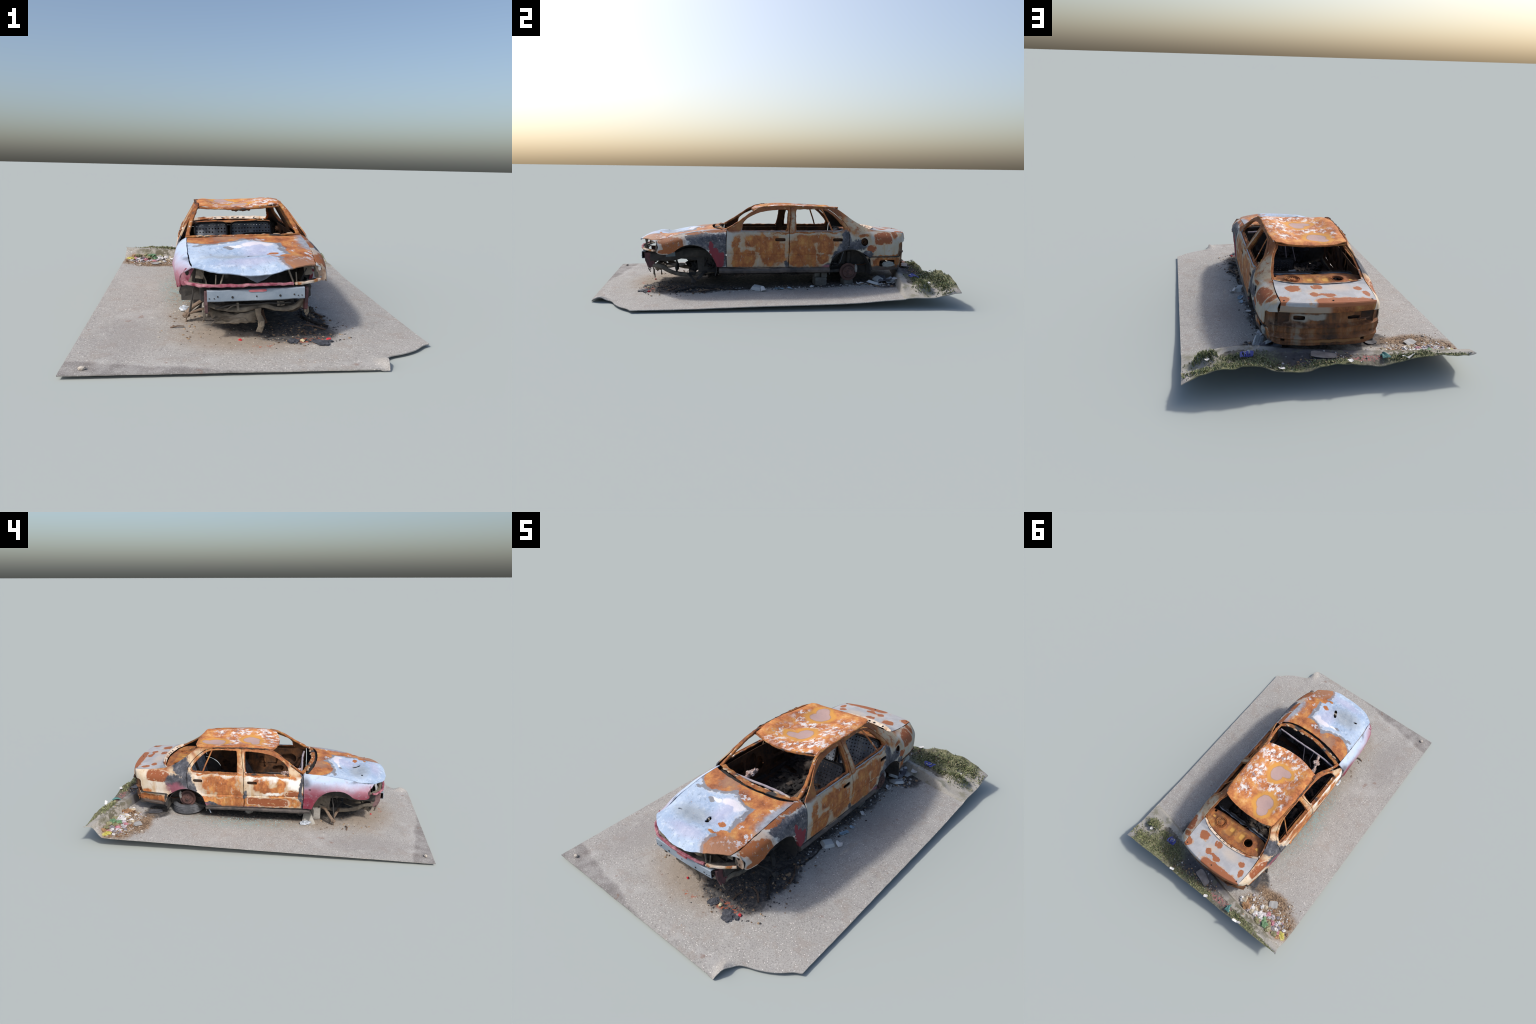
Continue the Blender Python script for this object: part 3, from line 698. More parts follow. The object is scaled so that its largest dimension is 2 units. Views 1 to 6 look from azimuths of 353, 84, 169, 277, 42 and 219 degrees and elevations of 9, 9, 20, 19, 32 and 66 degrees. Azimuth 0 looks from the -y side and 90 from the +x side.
    # ---------------- quarter panel with C pillar
    zr = .300
    o = loop(('s', [(.4515, .2525), (.4630, .266), (.4655, .294), (.466, .350), (.463, .383), (.4385, .4195), (.3965, .4595), (.355, .4865), (.325, .4935), (.285, .4995)]),
             ('s', [(y, float(rz(y))-.0004) for y in (.285, .33, .36, .396, .417, .44, .468, .50, .53, .553, .585, .613, .66, .70, .76, .813)]),
             ('l', [(.813, float(rz(.813))), (.820, .299)]), ('s', [(.820, .299), (.802, .293), (.782, .291), (.772, .280), (.772, .255), (.768, .230), (.760, .211)]), ('s', [(.760, .211), (.70, .2095), (.60, .206)]),
             ('s', [(.60, .206), (.587, .208), (.557, .226), (.516, .247), (.475, .2545), (.4515, .2525)]))
    hq = [ellipse(.559, .2965, .0215, .0235, 26)] if right else []
    def qsurf(V):
        P = skin(V[:, 0], V[:, 1], sgn)
        if right:
            d = np.maximum(np.abs(V[:, 0]-.560)/.034, np.abs(V[:, 1]-.298)/.027)
            P[:, 0] -= sgn*.006/(1+np.exp((d-1)*26))
        return P
    ex = [(.56+.034*k*math.copysign(1, 1)*a, .298+.027*k*b) for k in (.9, 1.0, 1.1) for a, b in [(math.cos(t), math.sin(t)) for t in np.linspace(0, 6.2, 40)]] if False else None
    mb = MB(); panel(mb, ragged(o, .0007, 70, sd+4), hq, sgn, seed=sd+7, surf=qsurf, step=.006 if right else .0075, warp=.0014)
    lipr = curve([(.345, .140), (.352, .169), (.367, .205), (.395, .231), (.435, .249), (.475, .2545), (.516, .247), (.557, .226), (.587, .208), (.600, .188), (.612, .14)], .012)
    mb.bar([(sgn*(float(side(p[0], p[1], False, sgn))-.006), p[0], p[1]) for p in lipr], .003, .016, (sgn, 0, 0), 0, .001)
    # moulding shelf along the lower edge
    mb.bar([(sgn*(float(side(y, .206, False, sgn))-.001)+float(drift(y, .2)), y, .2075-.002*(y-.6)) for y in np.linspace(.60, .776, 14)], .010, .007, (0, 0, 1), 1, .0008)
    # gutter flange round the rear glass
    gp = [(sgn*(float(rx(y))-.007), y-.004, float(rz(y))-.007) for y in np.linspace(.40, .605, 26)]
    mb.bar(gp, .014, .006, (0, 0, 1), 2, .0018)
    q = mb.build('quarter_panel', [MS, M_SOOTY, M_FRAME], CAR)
    if right:
        mb = MB(); n = 26
        mb.lathe((.290, .559, .2965), [(0, .0215), (-.014, .020), (-.016, .014), (-.010, .013), (-.010, .0075), (-.022, .006), (-.022, .0)], n=n)
        mb.build('filler_neck', M_CHAR, q)
    # lower rear corner behind the wheel (bare bumper mounting)
    o = loop(('l', [(.614, .128), (.602, .165), (.598, .203)]), ('l', [(.598, .203), (.790, .205)]), ('l', [(.790, .205), (.790, .145)]), ('s', [(.790, .145), (.775, .131), (.70, .124), (.614, .128)]))
    hb = [rrect(.705, .166, .050, .020, 26, 6)] if right else []
    def bsurf(V):
        P = skin(V[:, 0], np.maximum(V[:, 1], .115), sgn); P[:, 2] = V[:, 1]; P[:, 0] -= sgn*.005
        if not right:
            d = np.maximum(np.abs(V[:, 0]-.70)/.06, np.abs(V[:, 1]-.165)/.024); P[:, 0] -= sgn*.007/(1+np.exp((d-1)*22))
        return P
    mb = MB(); panel(mb, o, hb, sgn, surf=bsurf, seed=sd+8, step=.006, mats=(0, 1), warp=.002)
    mb.box((sgn*.284, .604, .165), (.03, .016, .075), (0, 0, 0), 1)
    if right: mb.lump((.282, .715, .160), (.010, .036, .018), 4, .4, 2, 2)
    mb.build('bumper_corner_panel', [MS, M_SOOTY, mat_plain('torn_grey_plastic', (.20, .22, .22), (.33, .35, .34))], CAR)
    # ---------------- rocker sill
    path = np.linspace(-.300, .352, 40)
    sec = [(.0, .0), (.012, .006), (.016, .018), (.010, .030), (-.02, .034), (-.02, .0)]
    mb = MB(); V, F = [], []
    for y in path:
        x0 = float(side(y, .14, False, sgn))-(.009 if right else .016); zz = .1125+.0015*math.sin(y*9)
        for a, b in sec: V.append((sgn*(x0+a+.0015*mnoise.noise((y*30, a*40, sd))), y, zz+b+.0015*mnoise.noise((y*30, a*40, sd+3))))
    k = len(sec)
    for i in range(len(path)-1):
        for j in range(k): F.append((i*k+j, i*k+(j+1) % k, (i+1)*k+(j+1) % k, (i+1)*k+j)[::-sgn])
    F += [tuple(range(k)), tuple((len(path)-1)*k+j for j in range(k))]
    mb.add(V, F)
    mb.build('rocker_sill', mat_plain('sooty_sill', (.045, .043, .045), (.13, .11, .10), 14), CAR)
    # ---------------- pillars
    A = [(sgn*(.250-.0), -.252, .369), (sgn*.247, -.215, .388), (sgn*.232, -.150, .431), (sgn*.216, -.10, .4655), (sgn*.205, -.055, .488), (sgn*.201, -.01, .499)]
    mb = MB(); mb.bar(curve(A, .010), .017, .012, (0, -.5, 1), 0, .0028); mb.build('windshield_pillar', M_FRAME, CAR)
    mb = MB(); mb.bar(curve([(sgn*.201, -.05, .4905), (sgn*.2045, .03, .5005), (sgn*.2055, .14, .5020), (sgn*.205, .28, .4980), (sgn*.199, .36, .4945), (sgn*.191, .402, .4890)], .012), .010, .007, (0, 0, 1), 0, .0022)
    mb.build('roof_rail', M_FRAME, CAR)
    B = [(sgn*.268, .112, .14), (sgn*.277, .115, .25), (sgn*.272, .118, .35), (sgn*.236, .124, .42), (sgn*.200, .134, .494)]
    mb = MB(); mb.bar(curve(B, .014), .040, .016, (sgn, 0, 0), 0, .003); mb.build('door_post', M_INNER, CAR)
    # burnt rubber crust on the far rail
    if not right:
        mb = MB()
        for i in range(26):
            y = -.01+i*.0125; x = -.2095-.002*math.sin(i*1.3)
            mb.lump((x, y, .5005-max(0, y-.2)*.03), (.0035, .010, .0045), i*1.7, .6, 0, 1)
        mb.build('charred_seal', M_CHAR, CAR, kind='stuff')

# ---------------- hood
ho = loop(('s', [(x, y) for x, y in ((-.2535, -.285), (-.2535, -.40), (-.2495, -.525), (-.2375, -.66), (-.236, -.692))]),
          ('s', [(-.236, -.692), (-.195, -.730), (-.147, -.754), (-.10, -.765), (-.026, -.776), (.06, -.772), (.115, -.757), (.155, -.735), (.20, -.708), (.233, -.684)]),
          ('s', [(.233, -.684), (.2375, -.66), (.2495, -.525), (.2535, -.40), (.2535, -.285)]),
          ('s', [(.2535, -.285), (.205, -.315), (.124, -.332), (0, -.336), (-.141, -.318), (-.2535, -.285)]))
h1 = ragged(ellipse(.000, -.588, .011, .030, 26, 2, .45), .005, 90, 2)
h2 = ragged(ellipse(-.157, -.614, .013, .006, 18, 2, .2), .003, 90, 4)
V2, F = mesh2d(ragged(ho, .0022, 45, 1), [h1, h2], .0075)
P = np.stack([V2[:, 0], V2[:, 1], hood_z(V2[:, 0], V2[:, 1])], 1)
crumple = np.array([mnoise.fractal((p[0]*17, p[1]*17, 2.0), 1.0, 2.0, 3) for p in P])
P[:, 2] += .0022*crumple*np.exp(-(((P[:, 0]+.07)/.16)**2+((P[:, 1]+.62)/.13)**2)) + .0008*crumple
mb = MB(); shell(mb, P, F, .005, (0, 0, 1), warp=.0014)
hood = mb.build('hood', [M_HOOD, M_CHAR], CAR)
# drooping inner hood frame seen under the front edge (latch tongue)
mb = MB()
tri = loop(('l', [(-.075, .297), (-.02, .262), (.0, .255), (.022, .262)]), ('l', [(.022, .262), (.08, .297)]), ('l', [(.08, .297), (-.075, .297)]))
V2, F = mesh2d(ragged(tri, .003, 60, 3), [], .008)
shell(mb, np.stack([V2[:, 0], -.742+.10*(V2[:, 1]-.29), V2[:, 1]], 1), F, .004, (0, -1, 0), (0, 0), .003)
mb.build('hood_latch_tongue', M_PERF, hood)

# ---------------- roof
ro = loop(('s', [(-.196, -.047), (-.080, -.080), (.0, -.087), (.08, -.080), (.195, -.047)]), ('s', [(.195, -.047), (.2025, .0), (.205, .10), (.205, .25), (.2015, .34), (.187, .415)]),
          ('s', [(.187, .415), (.12, .436), (.0, .444), (-.12, .436), (-.187, .415)]), ('s', [(-.187, .415), (-.2015, .34), (-.205, .25), (-.205, .10), (-.2025, .0), (-.196, -.047)]))
V2, F = mesh2d(ragged(ro, .0016, 50, 6), [ellipse(.104, .06, .0045, .006, 8)], .0085)
mb = MB(); shell(mb, np.stack([V2[:, 0], V2[:, 1], roof_z(V2[:, 0], V2[:, 1])], 1), F, .005, (0, 0, 1), warp=.0022)
roof = mb.build('roof', [M_ROOF, M_INNER], CAR)
mb = MB()      # header rails under the roof, with shreds of lining
mb.bar(curve([(-.196, -.040, .480), (-.08, -.070, .476), (0, -.077, .474), (.08, -.070, .476), (.195, -.040, .481)], .012), .022, .009, (0, 0, 1), 0, .003)
mb.bar(curve([(-.185, .408, .481), (-.08, .428, .4795), (0, .434, .479), (.08, .428, .4795), (.185, .408, .482)], .012), .020, .009, (0, 0, 1), 0, .003)
mb.bar(curve([(-.195, .13, .490), (0, .13, .474), (.195, .13, .490)], .02), .03, .007, (0, 0, 1), 1, .004)
for i in range(7): mb.lump((-.03+.012*i, -.078, .469-.002*math.sin(i*2)), (.010, .006, .005), i*3.1, .6, 1, 1)
mb.build('roof_header', [M_FRAME, M_INNER], CAR)

# ---------------- windscreen base and scuttle
mb = MB()
mb.bar(curve([(-.256, -.243, .3665), (-.205, -.262, .369), (-.151, -.277, .371), (-.026, -.304, .373), (.10, -.304, .373), (.19, -.290, .371), (.256, -.252, .367)], .012), .024, .008, (0, 0, 1), 0, .004)
mb.bar(curve([(-.24, -.288, .352), (-.141, -.305, .352), (0, -.322, .352), (.124, -.320, .352), (.24, -.288, .352)], .015), .045, .006, (0, 0, 1), 1, .003)
for i in range(9): mb.lump((-.20+.05*i+.012*math.sin(i*5), -.272-.03*math.exp(-((-.2+.05*i)/.16)**2), .3735), (.016, .007, .0045), i*2.3, .5, 2, 1)
mb.build('windshield_base', [M_FRAME, M_BLACK, mat_plain('tan_scale_crust', (.28, .15, .08), (.52, .40, .28), 30)], CAR)

# ---------------- trunk lid with down-turned lip
tf = [(-.2285, .607), (-.18, .632), (-.129, .649), (0, .664), (.13, .649), (.18, .632), (.2285, .607)]
tr = [(x, float(lip_y(x))) for x in np.linspace(.2265, -.2265, 24)]
to = loop(('s', tf), ('s', [(.2285, .607), (.232, .70), (.2265, float(lip_y(.2265)))]), ('s', tr), ('s', [(-.2265, float(lip_y(.2265))), (-.232, .70), (-.2285, .607)]))
V2, F = mesh2d(ragged(to, .0005, 60, 3), [], .008)
mb = MB(); shell(mb, np.stack([V2[:, 0], V2[:, 1], trunk_z(V2[:, 0], V2[:, 1])], 1), F, .004, (0, 0, 1), warp=.0012)
xs = np.linspace(-.2265, .2265, 60); V = []
prof = [(-.003, 0), (.002, -.002), (.0045, -.006), (.007, -.022), (.009, -.041), (.004, -.050), (-.012, -.052)]
for x in xs:
    ye = float(lip_y(x)); ze = float(trunk_z(x, ye)); k = 1-.08*abs(x)/.22
    for a, b in prof: V.append((x, ye+a+.001*mnoise.noise((x*30, b*40, 1)), ze+b*k))
k = len(prof); Fl = []
for i in range(len(xs)-1):
    for j in range(k-1): Fl += [(i*k+j, (i+1)*k+j, (i+1)*k+j+1), (i*k+j, (i+1)*k+j+1, i*k+j+1)]
V = [(p[0]+float(drift(.85, p[2])), p[1], p[2]) for p in V]
shell(mb, V, Fl, .003, (0, 1, .2), warp=.0006)
trunk = mb.build('trunk_lid', [M_TRUNK, M_CHAR], CAR)
mb = MB()
for x, y in ((.212, .806), (-.012, .826), (-.206, .808)): mb.lump((x, y, float(trunk_z(x, y))+.001), (.005, .004, .002), x*30, .5, 0, 1)
mb.build('emblem_hole', M_BLACK, trunk)

# ---------------- tail panel
def tail(x, z):
    """height profile of the bare tail panel: lamp recess, ledge, ribbed lower skirt"""
    y = tail_y(x)-.003
    lamp = 1/(1+np.exp(-(z-.2375)/.0022)); y = y - .014*lamp
    ledge = .015*np.exp(-((z-.231)/.0055)**2) + .004*np.exp(-((z-.2235)/.004)**2)
    low = .010*np.exp(-((z-.170)/.006)**2) - .007*np.exp(-((z-.186)/.006)**2) + .004*np.exp(-((z-.150)/.006)**2) + .003*np.exp(-((z-.137)/.004)**2)
    bowls = .012*lamp/(1+np.exp((.168-np.abs(x))/.0025))          # lamp bowls set further in
    plate = .006*lamp*np.exp(-(x/.160)**12)
    rib = .0022*np.sin(x*150)*np.exp(-((z-.203)/.016)**4)*np.exp(-((np.abs(x)-.2)/.06)**2)
    corner = -.010*np.clip((np.abs(x)-.243)/.02, 0, 1)*lamp
    dent = .004*np.array([mnoise.noise((a*16, b*16, 4.0)) for a, b in zip(x, z)])
    return y + ledge*np.exp(-(np.abs(x)/.262)**18) + low - bowls + plate + rib + corner + dent
o = loop(('s', [(-.246, .142), (-.260, .172), (-.266, .212)]), ('s', [(-.266, .212), (-.265, .255), (-.242, .299)]), ('l', [(-.246, .299), (.246, .299)]), ('s', [(.242, .299), (.265, .255), (.266, .212)]), ('s', [(.266, .212), (.260, .172), (.246, .142)]), ('s', [(.246, .142), (.225, .135), (.19, .1295), (.10, .1325), (-.10, .1315), (-.19, .128), (-.225, .135), (-.246, .142)]))
hs = [ragged(rrect(.130, .268, .027, .011, 20, 6), .0018, 70, 1), ragged(rrect(-.135, .266, .034, .010, 20, 4), .006, 50, 2), rrect(.200, .160, .010, .010, 12, 8), rrect(-.183, .157, .011, .010, 12, 8)]
V2, F = mesh2d(ragged(o, .0014, 60, 8), hs, .0055)
yt = tail(V2[:, 0], V2[:, 1])
mb = MB(); shell(mb, np.stack([V2[:, 0]+drift(.85, V2[:, 1]), yt, V2[:, 1]], 1), F, .005, (0, 1, 0), warp=.0018)
for x in (-.205, .215): mb.lathe((x+.008, float(tail_y(x))-.026, .277), [(.002, 0), (.002, .006), (-.004, .0062)], 'y', 12, 1)
mb.lump((-.150, .846, .266), (.020, .008, .006), 5, .6, 0, 2)
mb.tube([(-.195, .822, .262), (-.172, .842, .270), (-.150, .850, .274), (-.128, .850, .270)], .0035, 6, 1, .003)
mb.box((.006, .800, .218), (.46, .004, .150), (0, 0, 0), 1)
mb.build('tail_panel', [M_TAIL, M_CHAR], CAR)
for sgn in (-1, 1):   # crumpled side cheeks where the lamps sat
    mb = MB(); V, F = [], []; n = 14
    for i, t in enumerate(np.linspace(0, 1, n)):
        for z in np.linspace(.140, .293, n):
            fold = .006*math.sin(t*3.14)*math.sin((z-.2)*90)+.003*mnoise.noise((t*5, z*60, sgn*3.0))
            x = .278-.022*t-.014*t*t-.007*math.sin(t*3.14)+fold-.22*max(0, .212-z)-(.008 if sgn < 0 else 0); y = .764+.043*t
            V.append((sgn*x+float(drift(.8, z)), y, z))
    for i in range(n-1):
        for j in range(n-1): F += [(i*n+j, (i+1)*n+j, (i+1)*n+j+1), (i*n+j, (i+1)*n+j+1, i*n+j+1)]
    shell(mb, V, F, .003, (sgn, 1, 0), (0, 0), .002)
    mb.build('tail_lamp_cheek', M_TAIL, CAR)

# ---------------- parcel shelf
front_e = [(-.236, .520), (-.15, .492), (0, .498), (.15, .503), (.236, .520)]
back_e = [(.236, .565), (.225, .592), (.18, .617), (.129, .633), (0, .648), (-.129, .633), (-.18, .617), (-.225, .592), (-.236, .565)]
so = loop(('s', front_e), ('l', [(.236, .520), (.236, .565)]), ('s', back_e), ('l', [(-.236, .565), (-.236, .520)]))
V2, F = mesh2d(so, [ellipse(-.108, .566, .029, .027, 28), ellipse(.124, .563, .005, .005, 10), ellipse(.205, .522, .009, .009, 12)]+[ellipse(.124+.0235*math.cos(a_), .563+.0235*math.sin(a_), .0058, .0026, 10, 2, a_) for a_ in [2*math.pi*i/15 for i in range(15)]], .007)
zz = .350+.0*V2[:, 0]
for cx_, cy_, a_, b_ in ((.040, .570, .027, .036), (-.040, .568, .025, .036), (.188, .560, .022, .020), (-.176, .566, .020, .022)):
    zz -= .007*np.exp(-(((V2[:, 0]-cx_)/a_)**8+((V2[:, 1]-cy_)/b_)**8))
for cx_, r_ in ((.124, .040), (-.108, .036)): zz += .004*np.exp(-((np.hypot(V2[:, 0]-cx_, V2[:, 1]-.565)-r_)/.004)**2)
mb = MB(); shell(mb, np.stack([V2[:, 0], V2[:, 1], zz], 1), F, .004, (0, 0, 1), warp=.003)
for r in (.040, .032): mb.lathe((.124, .563, .350), [(-.002, r), (.006, r-.002), (-.002, r-.005)], 'z', 32, 0)
mb.lathe((.124, .563, .348), [(0, .012), (.004, .010), (.005, 0)], 'z', 18, 0)
mb.lathe((-.108, .566, .350), [(-.002, .036), (.006, .033), (.005, .030), (-.006, .0285)], 'z', 30, 0)
shelf = mb.build('parcel_shelf', [M_SHELF, M_CHAR], CAR)
# ash-crusted back flange with slots
fo = [(x, y+.004) for x, y in curve(back_e[1:-1], .007)]; fi = [(x*.985, y+.021) for x, y in curve(back_e[1:-1], .007)]
o = loop(('l', fo), ('l', [fo[-1], fi[-1]]), ('l', fi[::-1]), ('l', [fi[0], fo[0]]), step=.009)
hs = [rrect(x, float(np.interp(abs(x), [0, .129, .18, .225], [.648, .633, .617, .592]))+.013, .008, .0035, 12, 5) for x in (.09, .055, .022, -.04, -.085, .155)]
V2, F = mesh2d(ragged(o, .001, 60, 3), hs, .006)
mb = MB(); shell(mb, np.stack([V2[:, 0], V2[:, 1], .352+(V2[:, 1]-np.interp(np.abs(V2[:, 0]), [0, .129, .18, .225], [.648, .633, .617, .592]))*.9], 1), F, .003, (0, 0, 1), (0, 1), .002)
mb.build('shelf_flange', [M_FLANGE, M_CHAR], shelf)

# ---------------- front end
mb = MB()   # radiator support bar, bent
bp = curve([(-.262, -.678, .252), (-.248, -.70, .250), (-.205, -.728, .248), (-.165, -.746, .249), (-.09, -.757, .249), (0, -.762, .2505), (.08, -.757, .2485), (.15, -.744, .246), (.20, -.718, .243), (.252, -.672, .243)], .009)
mb.bar(bp[:int(len(bp)*.76)], .014, .010, (0, 0, 1), 0, .0035); mb.bar(bp[int(len(bp)*.75):], .013, .009, (0, 0, 1), 1, .003)
mb.bar([(p[0]*.96, p[1]+.020, p[2]-.002) for p in bp], .022, .005, (0, 0, 1), 2, .003)
mb.build('radiator_support', [M_REDP, M_FLANGE, M_DUST], CAR)
for sgn in (-1, 1):
    mb = MB()   # lamp bracket plate on the fender nose
    o = loop(('l', [(.236, .300), (.268, .302)]), ('s', [(.268, .302), (.283, .278), (.288, .252), (.282, .236), (.262, .238)]), ('l', [(.262, .238), (.246, .246)]), ('s', [(.246, .246), (.250, .270), (.236, .300)]))
    o = [np.array((p[0], p[1])) for p in o]
    V2, F = mesh2d(ragged(o, .0015, 60, sgn), [ellipse(.266, .250, .0045, .0045, 10), ellipse(.262, .285, .007, .011, 14)], .006)
    shell(mb, np.stack([sgn*(V2[:, 0]-.006), -.660-.10*(.28-V2[:, 0]), V2[:, 1]], 1), F, .003, (0, -1, 0), (0, 0), .002)
    mb.build('lamp_bracket', M_REDP if sgn < 0 else M_BRKT, CAR)
    mb = MB()   # struts in the lamp opening
    mb.bar([(sgn*.135, -.735, .250), (sgn*.120, -.725, .297)], .008, .006, (1, 0, 0), 0, .002)
    mb.bar([(sgn*.152, -.728, .250), (sgn*.150, -.720, .285)], .005, .005, (1, 0, 0), 0, .002)
    mb.bar([(sgn*.21, -.665, .262), (sgn*.205, -.655, .306)], .030, .005, (0, 1, 0), 0, .003)
    mb.bar([(sgn*.243, -.66, .25), (sgn*.240, -.65, .303)], .014, .010, (0, 1, 0), 0, .003)
    mb.build('lamp_strut', M_DUST, CAR)
# bumper beam : C channel
mb = MB(); V, F = [], []
xs = np.linspace(-.186, .177, 40); sec = [(.018, .000), (.000, .000), (-.003, .003), (-.0035, .021), (-.003, .040), (.000, .043), (.018, .043)]
for x in xs:
    yy = -.753+.12*x*x
    for a, b in sec: V.append((x, yy+a, .1895+b+.0015*mnoise.noise((x*25, b*50, 2))-.012*x*.0))
k = len(sec)
for i in range(len(xs)-1):
    for j in range(k-1): F += [(i*k+j, (i+1)*k+j, (i+1)*k+j+1), (i*k+j, (i+1)*k+j+1, i*k+j+1)]
shell(mb, V, F, .003, (0, -1, 0), (0, 1), .0012)
beam = mb.build('bumper_beam', [M_STEEL, M_CHAR], CAR)
mb = MB()
for x, z, r in ((-.147, .2095, .003), (-.093, .206, .0042), (-.004, .2065, .0028), (.084, .2055, .0042), (.137, .2075, .003), (-.178, .203, .002), (-.160, .203, .002), (.152, .203, .002), (.166, .2035, .002)):
    y = -.7595+.12*x*x; mb.lathe((x, y, z), [(.0010, 0), (.0012, r), (.0045, r*1.02)], 'y', 12, 0, 1)
mb.build('bolt_hole', M_BLACK, beam)
mb = MB(); V2, F = mesh2d(ragged(rrect(.0, .2275, .033, .0045, 20, 4), .002, 60, 2), [], .006)
shell(mb, np.stack([V2[:, 0], -.7588+.12*V2[:, 0]**2, V2[:, 1]], 1), F, .0030, (0, -1, 0), (0, 0), 0)
mb.build('paint_smear', mat_plain('red_paint_smear', (.36, .07, .09), (.46, .16, .18)), beam)
for sgn in (-1, 1):
    mb = MB()
    V2, F = mesh2d(ragged(loop(('l', [(-.735, .226), (-.677, .224), (-.678, .160)]), ('s', [(-.678, .160), (-.684, .146), (-.703, .136), (-.716, .140)]), ('l', [(-.716, .140), (-.732, .182), (-.735, .226)])), .001, 60, sgn), [ellipse(-.690, .20, .003, .003, 8), ellipse(-.688, .165, .003, .003, 8)], .006)
    shell(mb, np.stack([sgn*(.195+.0*V2[:, 0]), V2[:, 0], V2[:, 1]], 1), F, .012, (sgn, 0, 0), (0, 0), .002)
    mb.lathe((sgn*.188, -.706, .131), [(-.003, .009), (.003, .009), (.003, .004), (-.003, .004), (-.003, .009)], 'x', 14, 1, sgn)
    mb.bar([(sgn*.196, -.712, .150), (sgn*.199, -.708, .125), (sgn*.194, -.700, .112)], .010, .004, (0, 1, 0), 1, .003)
    mb.build('crash_bracket', [mat_plain('red_sooty_bracket', (.055, .035, .040), (.15, .055, .062), 25) if sgn > 0 else mat_plain('pinkish_bracket', (.12, .065, .07), (.25, .16, .16), 25), M_DUST], CAR)
    # longitudinal box rail
    mb = MB()
    mb.bar(curve([(sgn*.190, -.70, .204), (sgn*.190, -.62, .204), (sgn*.188, -.56, .206), (sgn*.180, -.50, .222), (sgn*.172, -.38, .220), (sgn*.165, -.28, .180)], .02), .040, .054, (0, 0, 1), 0, .003)
    mb.bar(curve([(sgn*.186, -.69, .150), (sgn*.180, -.64, .140), (sgn*.170, -.585, .108), (sgn*.160, -.53, .092), (sgn*.150, -.455, .087), (sgn*.15, -.38, .100), (sgn*.16, -.31, .112)], .014), .022, .024, (0, 0, 1), 1, .003)
    mb.build('chassis_rail', [M_SOOTY, M_DUST], CAR)
    # inner fender with strut tower
    o = loop(('l', [(-.665, .182), (-.665, .285)]), ('s', [(y, float(hz(y))-.016) for y in (-.66, -.58, -.48, -.38, -.31)]), ('l', [(-.31, .345), (-.31, .105)]), ('l', [(-.31, .105), (-.42, .105), (-.428, .180), (-.545, .190), (-.56, .176), (-.665, .182)]))
    V2, F = mesh2d(ragged(o, .002, 40, sgn), [], .011)
    xx = .185+.045*np.clip((V2[:, 1]-.25)/.08, 0, 1)-.035*np.exp(-((V2[:, 0]+.43)/.07)**2)*np.clip((V2[:, 1]-.18)/.05, 0, 1)
    mb = MB(); shell(mb, np.stack([sgn*xx, V2[:, 0], V2[:, 1]], 1), F, .004, (sgn, 0, 0), (0, 1), .004)
    if sgn > 0: mb.bar([(.218, -.582, .232), (.214, -.582, .205)], .055, .004, (1, 0, 0), 2, .003)
    # arch liner, rear half
    Vl, Fl = [], []; ts = np.linspace(-.45, 1.75, 22)
    for t in ts:
        for x in np.linspace(.170, .288, 5): Vl.append((sgn*x, -.436+.124*math.cos(t), .150+.124*math.sin(t)))
    for i in range(len(ts)-1):
        for j in range(4): Fl += [(i*5+j, i*5+j+1, (i+1)*5+j+1), (i*5+j, (i+1)*5+j+1, (i+1)*5+j)]
    shell(mb, Vl, Fl, .003, (0, -1, -.6), (1, 1), .004)
    mb.build('inner_fender', [M_DUST if sgn < 0 else M_SOOTY, M_SOOTY, mat_plain('blue_grey_scrap', (.10, .14, .17), (.17, .21, .24))], CAR)
    # suspension arm with hanging hub carrier
    mb = MB()
    mb.bar(curve([(sgn*.14, -.34, .118), (sgn*.19, -.39, .110), (sgn*.245, -.425, .085), (sgn*.268, -.445, .062)] if sgn < 0 else [(.14, -.34, .118), (.19, -.385, .105), (.225, -.41, .085), (.235, -.425, .075)], .012), .020, .012, (0, 0, 1), 0, .003)
    mb.bar(curve([(sgn*.15, -.49, .095), (sgn*.20, -.47, .090), (sgn*.250, -.447, .070)], .012), .014, .010, (0, 0, 1), 0, .003)
    mb.lump((sgn*.266, -.448, .062), (.015, .015, .012), 3, .4, 0, 2)
    if sgn < 0: mb.tube(curve([(sgn*.225, -.435, .262), (sgn*.228, -.438, .20), (sgn*.240, -.446, .14), (sgn*.252, -.452, .075)], .012), .0035, 6, 1, .003)
    mb.tube([(sgn*.266, -.449, .055), (sgn*.268, -.452, .032)], .0025, 5, 0, .001)
    mb.build('suspension_arm', [mat_plain('earthy_brown_arm', (.12, .085, .06), (.27, .20, .15), 22) if sgn < 0 else M_SOOTY, M_SOOTY], CAR)

mb = MB()   # lower cross member, tray, hanging strip
mb.tube(curve([(-.195, -.70, .172), (-.12, -.712, .150), (-.05, -.712, .146), (.02, -.712, .158), (.09, -.712, .142), (.15, -.708, .146), (.188, -.70, .176)], .012), .010, 8, 0, .004)
mb.bar(curve([(-.155, -.722, .155), (-.10, -.728, .170), (-.02, -.728, .170), (.10, -.728, .171), (.13, -.725, .170)], .012), .018, .006, (0, 0, 1), 1, .003)
mb.bar([(-.072, -.735, .178), (-.070, -.733, .148)], .010, .006, (0, 1, 0), 0); mb.bar([(.082, -.735, .178), (.083, -.733, .160)], .010, .006, (0, 1, 0), 0)
mb.tube(curve([(-.115, -.735, .152), (-.09, -.738, .168), (-.075, -.737, .170)], .008), .003, 6, 0); mb.tube([(.088, -.737, .176), (.103, -.738, .175), (.105, -.738, .164), (.09, -.737, .162)], .0025, 6, 0)
